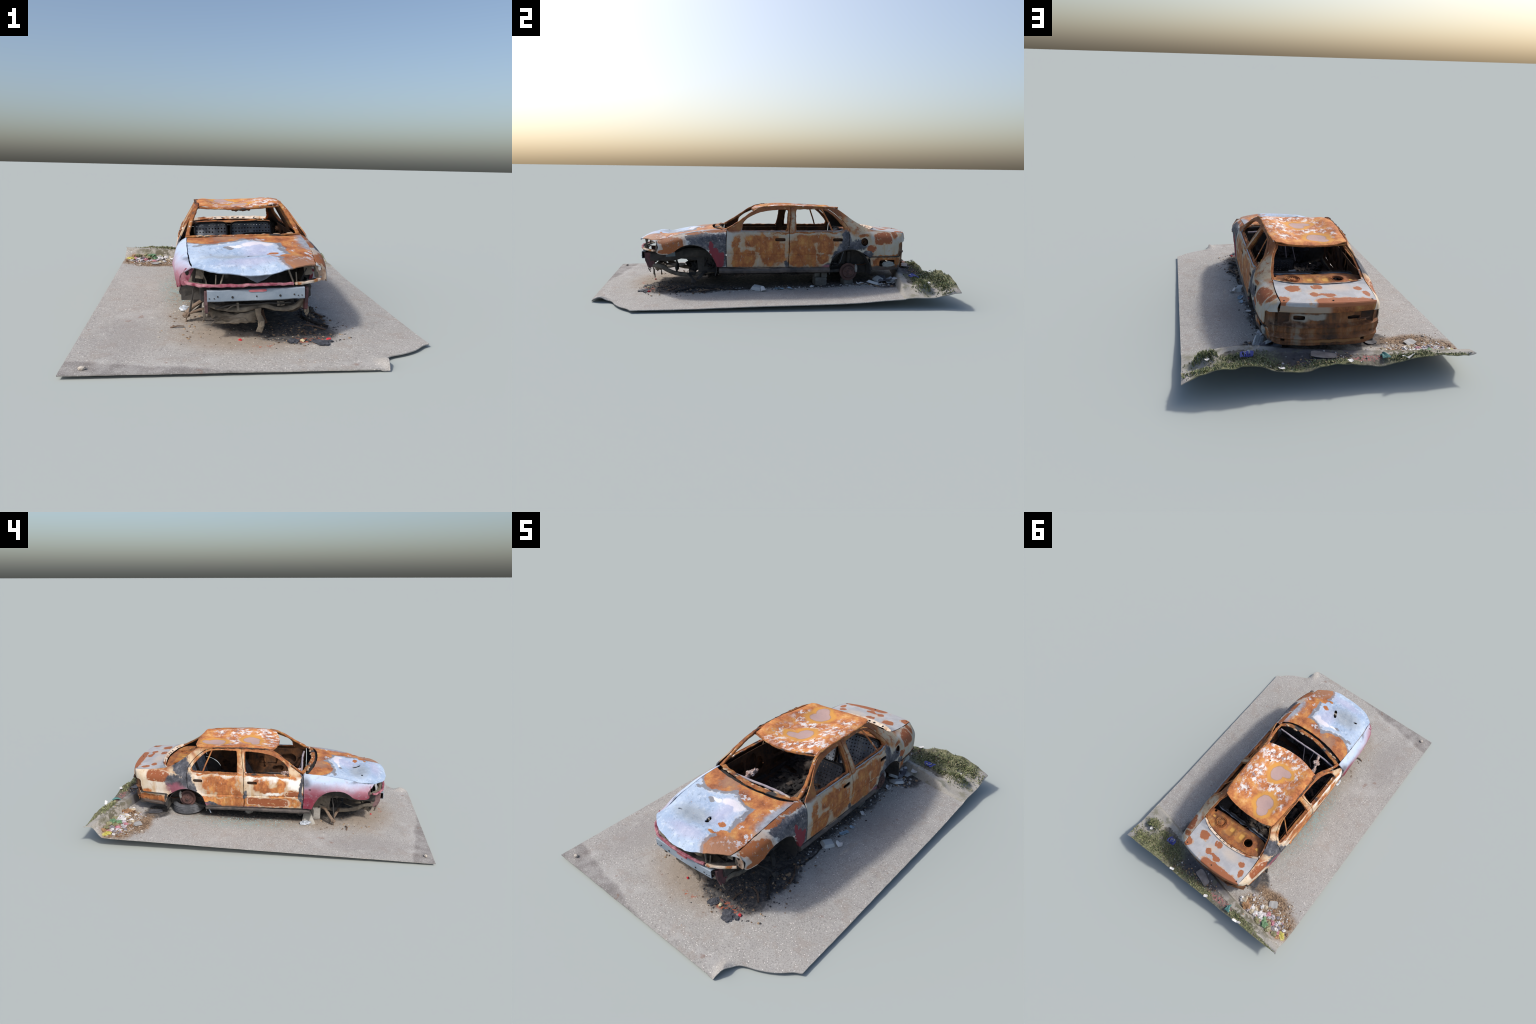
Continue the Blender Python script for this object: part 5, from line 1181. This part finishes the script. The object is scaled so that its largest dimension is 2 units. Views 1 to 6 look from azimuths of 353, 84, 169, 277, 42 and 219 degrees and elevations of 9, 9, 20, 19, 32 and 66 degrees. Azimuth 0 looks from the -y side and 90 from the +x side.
# paved dropped kerb on the near corner belongs to the kerb
kerb_face = (sc > -.001) & ((sc < .052) | ((cent[:, 0] > .47) & (sc < .055+.9*(cent[:, 0]-.47))))
parts = {'asphalt': (sc <= -.001), 'kerb': kerb_face, 'verge': (sc > -.001) & ~kerb_face}
emap = {}
for t in F:
    for a, b in ((t[0], t[1]), (t[1], t[2]), (t[2], t[0])): emap[(int(a), int(b))] = 1
border = [(a, b) for a, b in emap if (b, a) not in emap]
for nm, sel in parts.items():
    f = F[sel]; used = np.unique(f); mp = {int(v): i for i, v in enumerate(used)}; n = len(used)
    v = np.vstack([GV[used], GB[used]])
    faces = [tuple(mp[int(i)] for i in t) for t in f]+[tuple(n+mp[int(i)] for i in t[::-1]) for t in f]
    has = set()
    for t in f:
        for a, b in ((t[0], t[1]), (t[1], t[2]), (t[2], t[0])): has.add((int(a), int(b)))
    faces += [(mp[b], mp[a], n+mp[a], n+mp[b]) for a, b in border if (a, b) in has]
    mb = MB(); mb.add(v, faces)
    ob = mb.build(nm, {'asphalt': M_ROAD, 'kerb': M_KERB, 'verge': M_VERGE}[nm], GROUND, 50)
    ns = [(0, 0, 0)]*len(ob.data.loops); full = np.vstack([GN[used], -GN[used]])
    ntop = len(f)*2
    for pi, p in enumerate(ob.data.polygons):
        for li in p.loop_indices:
            ns[li] = tuple(full[ob.data.loops[li].vertex_index]) if pi < ntop else tuple(p.normal)
    ob.data.normals_split_custom_set(ns)

from mathutils.bvhtree import BVHTree
_bvh = BVHTree.FromPolygons([tuple(p) for p in GV], [tuple(int(i) for i in t) for t in F])
def gz_at(x, y):
    h = _bvh.ray_cast(Vector((x, y, 1)), Vector((0, 0, -1)))
    return h[0].z if h[0] is not None else .03

# ---------------- weeds : little three-sided blades in clumps
mb = MB()
def blade(x, y, z, h, a, lean, w):
    d = Vector((math.cos(a), math.sin(a), 0)); s_ = Vector((-d.y, d.x, 0))*w
    b = Vector((x, y, z-.003)); m = b+d*lean*.4+Vector((0, 0, h*.65)); t = b+d*lean+Vector((0, 0, h))
    k = d*w*.5
    mb.add([b+s_, b-s_, b+k, m+s_*1.3, m-s_*1.3, m+k, t], [(0, 2, 5, 3), (2, 1, 4, 5), (1, 0, 3, 4), (3, 5, 6), (5, 4, 6), (4, 3, 6)], random.choice((0, 0, 1, 2)))
clumps = [(.562, .818, .050, .034, 620, .018), (.43, .835, .06, .025, 260, .014), (.57, .93, .09, .045, 480, .014), (.45, .93, .10, .05, 480, .014), (.33, .905, .07, .06, 420, .016), (.22, .96, .06, .03, 120, .012),
          (.02, .965, .10, .025, 240, .014), (.10, .94, .04, .03, 80, .012), (-.33, .965, .07, .02, 260, .016), (-.42, .96, .06, .02, 200, .012), (-.54, .985, .10, .008, 160, .008)]
for cx_, cy_, ax, ay, n, h in clumps:
    for i in range(n):
        x = min(.66, max(-.66, random.gauss(cx_, ax*.55))); y = min(.990, random.gauss(cy_, ay*.55))
        if y-float(kerb_y(x)) < .035: continue
        blade(x, y, gz_at(x, y), h*random.uniform(.35, 1.1), random.uniform(0, 6.28), h*random.uniform(.2, .9), random.uniform(.0012, .0028))
mb.build('weed', [mat_plain('weed_green', (.14, .165, .075), (.28, .31, .15), 40), mat_plain('weed_olive', (.22, .205, .12), (.40, .37, .23), 40), mat_plain('weed_dark', (.10, .11, .06), (.18, .185, .10), 40)], GROUND, kind='stuff')

# ---------------- crumbs, leaves and burnt bits on the road
mb = MB(); 
def crumbs(cx_, cy_, ax, ay, n, s0, s1, mats, fl=.5, kerb_ok=False):
    for i in range(n):
        x = random.gauss(cx_, ax*.55); y = random.gauss(cy_, ay*.55)
        if abs(x) > .655 or abs(y) > .985: continue
        if not kerb_ok and y > float(kerb_y(x))-.004: continue
        s = random.uniform(s0, s1)
        mb.lump((x, y, gz_at(x, y)+s*fl*.25), (s, s*random.uniform(.5, 1.1), s*fl), random.uniform(0, 90), .6, random.choice(mats), 0 if s < .005 else 1, random.uniform(0, 6.28))
crumbs(.19, -.60, .16, .13, 420, .0015, .006, (0, 0, 0, 0, 1, 2), .45)
crumbs(.02, -.66, .18, .10, 160, .0012, .0035, (1, 1, 2, 3), .5)
crumbs(.27, -.40, .06, .16, 160, .002, .009, (0, 0, 1, 2), .6)
crumbs(.28, .10, .05, .45, 240, .0015, .006, (0, 1, 4, 4), .5)
crumbs(-.29, .12, .07, .35, 260, .0012, .0035, (5, 5, 4, 2), .5)
crumbs(-.25, -.45, .10, .25, 90, .0015, .006, (2, 3, 1), .5)
crumbs(-.46, .72, .12, .045, 420, .002, .0055, (2, 1, 1, 1), .35)
crumbs(-.52, .80, .13, .05, 380, .002, .006, (2, 1, 1, 1, 4), .35)
crumbs(-.36, .82, .07, .06, 140, .002, .007, (2, 1, 1, 4), .4)
crumbs(.29, .66, .06, .08, 120, .002, .009, (4, 2, 0, 4), .5)
crumbs(.0, .0, .6, .85, 120, .0012, .003, (1, 2, 4), .4)
crumbs(.10, .93, .3, .05, 160, .002, .007, (1, 0, 4, 2), .5, True)
P_BITS = [mat_plain('charred_flake', (.022, .022, .025), (.09, .085, .085), 40, .85), mat_plain('brown_leaf_litter', (.085, .055, .038), (.20, .14, .095), 40), mat_plain('tan_leaf', (.26, .17, .10), (.42, .30, .19), 40),
          mat_plain('pebble', (.34, .30, .25), (.56, .51, .45), 40), mat_plain('pale_crumb', (.38, .37, .36), (.60, .59, .58), 40), mat_plain('teal_glass_crumb', (.17, .34, .34), (.36, .55, .55), 40, .3)]
mb.build('road_crumbs', P_BITS, GROUND, kind='stuff')
for x, y, s, m in ((-.061, -.697, .007, 0), (.285, -.703, .009, 0), (.140, -.720, .026, 1), (.245, -.735, .036, 1), (.285, -.722, .014, 1), (.178, -.715, .010, 2)):
    mb = MB(); mb.lump((x, y, gz_at(x, y)+.002), (s, s*.75, .004 if m == 1 else s*.7), x*40, .5, 0, 2 if m != 1 else 3, x*9, freq=2.6)
    mb.build(('red_scrap', 'melted_tar_blob', 'yellow_stone')[m], (mat_plain('red_plastic', (.45, .02, .03), (.60, .05, .06)), mat_plain('melted_tar', (.035, .038, .047), (.10, .105, .125), 60), mat_plain('yellow_stone', (.50, .42, .24), (.62, .55, .36)))[m], GROUND)
mb = MB()
for p in ([(-.33, -.53, 0), (-.30, -.535, .006), (-.275, -.525, .003)], [(.20, -.66, .004), (.203, -.63, .008), (.205, -.60, .005)], [(.22, -.55, .004), (.26, -.56, .006), (.30, -.60, .003)], [(.27, -.30, .004), (.31, -.36, .006), (.33, -.42, .005)]):
    mb.bar([(a, b, gz_at(a, b)+c+.003) for a, b, c in p], .008, .004, (0, 0, 1), 0, .003)
mb.build('rusty_stick', M_WOOD, GROUND, kind='stuff')
mb = MB(); mb.tube(curve([(a, b, gz_at(a, b)+.006) for a, b in ((.24, -.40), (.26, -.33), (.29, -.28), (.30, -.20), (.29, -.12))], .012), .004, 6, 0, .003)
mb.tube(curve([(a, b, gz_at(a, b)+.006) for a, b in ((.24, -.40), (.25, -.46), (.29, -.52), (.32, -.55))], .012), .006, 6, 0, .004)
mb.build('burnt_hose', M_BLACK, GROUND)
mb = MB(); mb.lump((-.60, -.955, gz_at(-.60, -.955)+.006), (.012, .009, .007), 3, .3, 0, 2); mb.lump((-.553, .69, gz_at(-.553, .69)+.003), (.007, .007, .006), 5, .3, 0, 2)
mb.build('loose_stone', P_BITS[3], GROUND)

# ================================================================== loose things round the car
def top(name, label, cat):
    o = bpy.data.objects.new(name, None); COL.objects.link(o); o.empty_display_size = .05; o["label"] = label; o["category"] = cat; return o

# spare tyre lying flat under the rear hub
TY = top('flat_tyre', 'worn grey tyre with rusty rim lying flat', 'car tyre')
c0 = (-.183, .490, gz_at(-.183, .49)+.004)
mb = MB()
mb.lathe(c0, [(.006, .060), (.001, .075), (.004, .090), (.013, .0985), (.018, .0965), (.022, .0990), (.027, .0970), (.031, .0995), (.036, .0972), (.041, .0990), (.046, .0965), (.052, .0982), (.061, .089), (.064, .074), (.058, .062), (.032, .058), (.006, .060)], 'z', 56, 0)
mb.build('tyre', mat_plain('bleached_rubber', (.060, .064, .072), (.145, .15, .165), 18, .85), TY)
mb = MB()
mb.lathe(c0, [(.010, .059), (.034, .056), (.056, .0625), (.058, .060), (.040, .052), (.036, .040), (.044, .030), (.042, .016), (.044, .0)], 'z', 40, 0)
mb.box((c0[0]-.030, c0[1]+.01, c0[2]+.054), (.05, .045, .006), (0, .1, .5), 1)
mb.build('rim', [mat_rusty('tan_rusty_rim', 1.0, 41, .5), mat_plain('tan_board', (.40, .24, .12), (.55, .38, .22))], TY)

# concrete supports
def rough_block(name, c, s, rot, seed, mat):
    V, F = [], []; n = 9; idx = {}
    for ax in range(3):
        for sg in (-1, 1):
            for i in range(n+1):
                for j in range(n+1):
                    p = [0, 0, 0]; p[ax] = sg; p[(ax+1) % 3] = -1+2*i/n; p[(ax+2) % 3] = -1+2*j/n
                    k = tuple(round(q, 4) for q in p)
                    if k not in idx:
                        l = (abs(p[0])**9+abs(p[1])**9+abs(p[2])**9)**(1/9); q = Vector([a/l for a in p])
                        q = q*(1+.05*mnoise.noise(q*2.5+Vector((seed, 0, 0)))+.02*mnoise.noise(q*9+Vector((seed, 0, 0))))
                        x, y = q.x*s[0]/2, q.y*s[1]/2
                        idx[k] = len(V); V.append((c[0]+x*math.cos(rot)-y*math.sin(rot), c[1]+x*math.sin(rot)+y*math.cos(rot), c[2]+q.z*s[2]/2))
            for i in range(n):
                for j in range(n):
                    q = []
                    for a, b in ((i, j), (i+1, j), (i+1, j+1), (i, j+1)):
                        p = [0, 0, 0]; p[ax] = sg; p[(ax+1) % 3] = -1+2*a/n; p[(ax+2) % 3] = -1+2*b/n
                        q.append(idx[tuple(round(w_, 4) for w_ in p)])
                    F.append(q if sg > 0 else q[::-1])
    mb = MB(); mb.add(V, F); return mb.build(name, mat, None, 50)
M_CONC = mat_plain('grey_concrete_block', (.26, .25, .23), (.44, .42, .39), 14, .9); M_CONCD = mat_plain('dark_concrete_block', (.075, .073, .070), (.19, .185, .175), 14, .9)
b = gz_at(.2, .31)
for nm, c, s, r, m in (('concrete_block', (.215, .310, b+.024), (.07, .075, .052), .1, M_CONCD), ('concrete_block', (.220, .332, b+.064), (.06, .036, .032), .0, M_CONCD), ('concrete_block', (.205, .292, b+.061), (.05, .036, .026), .1, M_CONCD),
                       ('concrete_block', (.215, .478, gz_at(.215, .478)+.014), (.06, .062, .036), .2, M_CONCD), ('concrete_block', (-.165, -.335, gz_at(-.165, -.335)+.040), (.060, .058, .084), .15, M_CONC)):
    ob = rough_block(nm, c, s, r, c[0]*50+c[1]*9, m); ob["label"] = "rough grey concrete block propping up the car"; ob["category"] = "concrete block"
# curled sheet of cement board leaning at the block
mb = MB(); V, Fl = [], []
for i in range(14):
    for j in range(9):
        u, v = i/13, j/8
        x = -.195-.085*v-.012*math.sin(u*3.1)*v; y = -.262-.075*u*(.55+.75*v)+.012*v; z = .088-.074*v**.7+.006*math.sin(u*6+v*4)*v
        V.append((x, y, z+gz_at(-.25, -.3)-.028+.003*mnoise.noise((u*4, v*4, 2))))
for i in range(13):
    for j in range(8): Fl += [(i*9+j, (i+1)*9+j, (i+1)*9+j+1), (i*9+j, (i+1)*9+j+1, i*9+j+1)]
shell(mb, V, Fl, .006, (-.5, 0, 1), (0, 0), .002)
ob = mb.build('cement_board', mat_plain('pale_cement', (.30, .285, .25), (.46, .44, .40), 12, .9)); ob["label"] = "curled grey cement board leaning under the sill"; ob["category"] = "rubble"
mb = MB(); mb.lump((-.275, -.275, gz_at(-.275, -.275)+.008), (.022, .030, .012), 7, .6, 0, 2, .6); mb.lump((-.262, -.30, gz_at(-.262, -.3)+.006), (.016, .02, .008), 2, .6, 1, 2)
ob = mb.build('crumpled_foil', [mat_plain('silver_foil', (.42, .46, .52), (.66, .70, .74), 20, .4, .3), M_CONC]); ob["label"] = "small crumpled silver foil scrap on the road"; ob["category"] = "litter"
mb = MB(); mb.lump((-.16, .095, gz_at(-.16, .095)+.014), (.024, .026, .016), 4, .35, 0, 2)
ob = mb.build('grey_stone', M_CONC); ob["label"] = "rounded grey stone under the car"; ob["category"] = "stone"

# ---------------- litter
LT = top('litter', 'scattered bags, trays, cups and paper scraps', 'litter')
def tray(c, s, rz_, tilt, mat, slots=False, name='foam_tray'):
    o = rrect(0, 0, s[0], s[1], 36, 7); hs = [rrect(-s[0]*.7+s[0]*1.4*i/7, -s[1]*.45+s[1]*.9*j/2, s[0]*.05, s[1]*.16, 8, 6) for i in range(8) for j in range(3)] if slots else []
    V2, F = mesh2d(o, hs, .006); d = np.maximum(np.abs(V2[:, 0])/s[0], np.abs(V2[:, 1])/s[1])
    z = s[2]*np.clip((.95-d)/.2, 0, 1)*(-1 if False else 1)
    P = np.stack([V2[:, 0], V2[:, 1], z], 1)
    from mathutils import Euler
    R = np.array(Euler((tilt[0], tilt[1], rz_)).to_matrix()); P = P@R.T+np.array(c)
    mb = MB(); shell(mb, P, F, .003, (0, 0, 1), (0, 0), .002); return mb.build(name, mat, LT)
FOAM = mat_plain('grey_white_foam', (.40, .42, .43), (.56, .58, .58), 14); PAPER = mat_plain('white_paper', (.58, .57, .56), (.76, .75, .74), 12)
tray((.297, -.078, gz_at(.297, -.078)+.003), (.034, .026, .018), 1.1, (.15, .10), FOAM)
tray((.285, .622, gz_at(.285, .622)+.005), (.040, .028, .014), 1.2, (-.15, .25), FOAM, True, 'slatted_tray')
tray((.24, .665, gz_at(.24, .665)+.02), (.03, .024, .01), .4, (.5, .2), FOAM)
def scrap(x, y, s, rz_, mat, lift=.004, fold=.5, name='paper_scrap', seed=1.0, z0=None):
    V2, F = mesh2d(ragged(rrect(0, 0, s[0], s[1], 24, 5), s[0]*.15, 30, seed), [], max(.005, s[0]*.25))
    z = np.array([mnoise.noise((p[0]*34+seed, p[1]*34, seed)) for p in V2])*s[0]*fold+fold*np.abs(V2[:, 0])*.6
    cs, sn = math.cos(rz_), math.sin(rz_); g = z0 if z0 is not None else gz_at(x, y)
    P = np.stack([x+V2[:, 0]*cs-V2[:, 1]*sn, y+V2[:, 0]*sn+V2[:, 1]*cs, g+lift+z-min(0, z.min())], 1)
    mb = MB(); shell(mb, P, F, .0016, (0, 0, 1), (0, 0), 0); mb.build(name, mat, LT)
scrap(.325, .755, (.016, .026), .3, PAPER, .004, .25, seed=32); scrap(.287, .725, (.018, .022), 1.0, FOAM, .004, .5, seed=3); scrap(.30, .75, (.014, .02), .6, PAPER, seed=4)
scrap(.345, -.045, (.016, .013), .4, PAPER, .004, 1, seed=5); scrap(.310, .05, (.013, .026), -.5, mat_plain('blue_mask_cloth', (.20, .34, .46), (.34, .47, .58)), .003, .4, 'blue_cloth', 6); scrap(.315, .115, (.012, .013), .3, mat_plain('blue_wrapper', (.22, .34, .46), (.40, .48, .55)), .003, .7, 'wrapper', 7)
scrap(.29, .25, (.010, .016), .9, PAPER, seed=8); scrap(.275, .545, (.016, .02), .4, PAPER, seed=9, fold=.9); scrap(.24, .70, (.05, .05), .2, mat_plain('dark_plastic_sheet', (.10, .10, .12), (.22, .22, .25), 20, .4), .004, .5, 'plastic_sheet', 11)
scrap(-.26, .69, (.03, .045), .2, mat_plain('dark_tar_paper', (.05, .052, .06), (.11, .11, .12)), .003, .15, 'tar_paper', 12)
scrap(-.46, .745, (.030, .024), .5, mat_plain('grey_flat_card', (.30, .30, .295), (.40, .40, .39)), .004, .15, 'card', 13)
scrap(.03, .90, (.06, .025), -.35, mat_plain('grey_board', (.24, .215, .20), (.36, .33, .31)), .006, .1, 'card', 14)
scrap(.555, .855, (.010, .012), .3, PAPER, .012, .9, seed=16); scrap(.372, .832, (.016, .012), .5, FOAM, .012, .4, seed=27)
scrap(.24, .985, (.016, .008), .3, PAPER, .008, .6, seed=18); scrap(-.34, .988, (.03, .008), .2, PAPER, .006, .8, seed=19); scrap(-.07, .985, (.014, .009), .4, PAPER, .008, .7, seed=20)
mb = MB()
for i in range(10): mb.tube(curve([(.355+.004*i, .815+random.uniform(-.01, .02), gz_at(.36, .82)+.012), (.352+.006*i+random.uniform(-.01, .01), .835, gz_at(.36, .83)+.022), (.35+.006*i, .858, gz_at(.36, .85)+.012)], .008), .0025, 5, 0, .003)
mb.build('blue_cord_tangle', mat_plain('ultramarine_cord', (.06, .07, .35), (.20, .22, .50)), LT)
mb = MB()
for i in range(7): mb.tube(curve([(-.245+.004*i, .925+.004*i, gz_at(-.24, .93)+.008), (-.25+.003*i, .95, gz_at(-.25, .95)+.016+.003*math.sin(i)), (-.262+.006*i, .975, gz_at(-.25, .97)+.010)], .008), .003, 5, 0, .003)
mb.build('teal_rope', mat_plain('teal_rope', (.05, .16, .16), (.12, .28, .26)), LT)
cup = mat_plain('white_cup', (.52, .54, .57), (.70, .71, .73), 12)
for x, y, a in ((.24, .735, .5), (.265, .752, 2.2)):
    mb = MB(); z = gz_at(x, y)+.014; d = Vector((math.cos(a), math.sin(a), .35)).normalized()
    mb.tube([Vector((x, y, z))-d*.018, Vector((x, y, z)), Vector((x, y, z))+d*.018], .014, 14, 0, .001, [.75, .9, 1.05]); mb.build('foam_cup', cup, LT)
# heap of bags and packaging against the kerb, far corner
BAG = {k: mat_plain('bag_'+k, tuple(q*.72 for q in a), tuple(q*.85 for q in b_), 22, .5, 0, i, .5, 60) for i, (k, a, b_) in enumerate((('white', (.56, .55, .55), (.80, .79, .79)), ('cream', (.50, .42, .30), (.70, .63, .50)), ('brown', (.22, .11, .06), (.42, .25, .13)), ('green', (.10, .22, .11), (.22, .36, .20)),
       ('pink', (.50, .17, .22), (.68, .38, .42)), ('yellow', (.50, .44, .06), (.64, .58, .22)), ('grey', (.22, .20, .22), (.40, .37, .40)), ('lilac', (.42, .38, .42), (.60, .56, .60)), ('olive', (.22, .21, .11), (.36, .34, .20))))}
for x, y, s, k in ((-.288, .842, .024, 'cream'), (-.268, .846, .018, 'white'), (-.318, .862, .030, 'brown'), (-.300, .832, .018, 'brown'), (-.345, .868, .016, 'lilac'), (-.375, .870, .018, 'cream'), (-.362, .850, .016, 'white'), (-.40, .868, .017, 'white'), (-.385, .842, .013, 'cream'),
                   (-.425, .852, .020, 'white'), (-.452, .838, .016, 'lilac'), (-.445, .872, .018, 'white'), (-.470, .862, .018, 'green'), (-.495, .888, .022, 'green'), (-.515, .872, .020, 'olive'), (-.53, .90, .020, 'olive'), (-.548, .875, .018, 'grey'),
                   (-.475, .815, .015, 'pink'), (-.530, .848, .017, 'pink'), (-.555, .84, .012, 'lilac'), (-.575, .868, .016, 'white'), (-.585, .848, .014, 'grey'), (-.60, .88, .016, 'pink'), (-.62, .872, .020, 'yellow'), (-.635, .885, .017, 'yellow'), (-.61, .902, .016, 'brown'),
                   (-.49, .83, .012, 'white'), (-.51, .81, .014, 'lilac'), (-.41, .80, .014, 'white'), (-.43, .79, .014, 'cream'), (-.565, .815, .012, 'white'), (-.54, .795, .010, 'grey'), (-.62, .84, .010, 'white'), (-.335, .80, .009, 'white'), (-.315, .775, .008, 'lilac'), (-.58, .90, .02, 'olive'), (-.44, .895, .02, 'olive')):
    mb = MB(); z = gz_at(x, y); mb.lump((x, y, z+s*.22), (s*1.05, s*.9, s*.5), x*77+y*31, .75, 0, 2, x*50, freq=1.9)
    mb.build('crumpled_bag', BAG[k], LT)
mb = MB()
for i in range(34):
    x, y = random.gauss(-.49, .09), random.gauss(.835, .035)
    if x < -.655 or y > float(kerb_y(x)): continue
    s_ = random.uniform(.005, .011); mb.lump((x, y, gz_at(x, y)+.003), (s_, s_*.7, s_*.35), i*3.3, .8, random.randrange(5), 1, i)
mb.build('packaging_scraps', [BAG['white'], BAG['cream'], BAG['brown'], BAG['pink'], BAG['grey']], LT, kind='stuff')
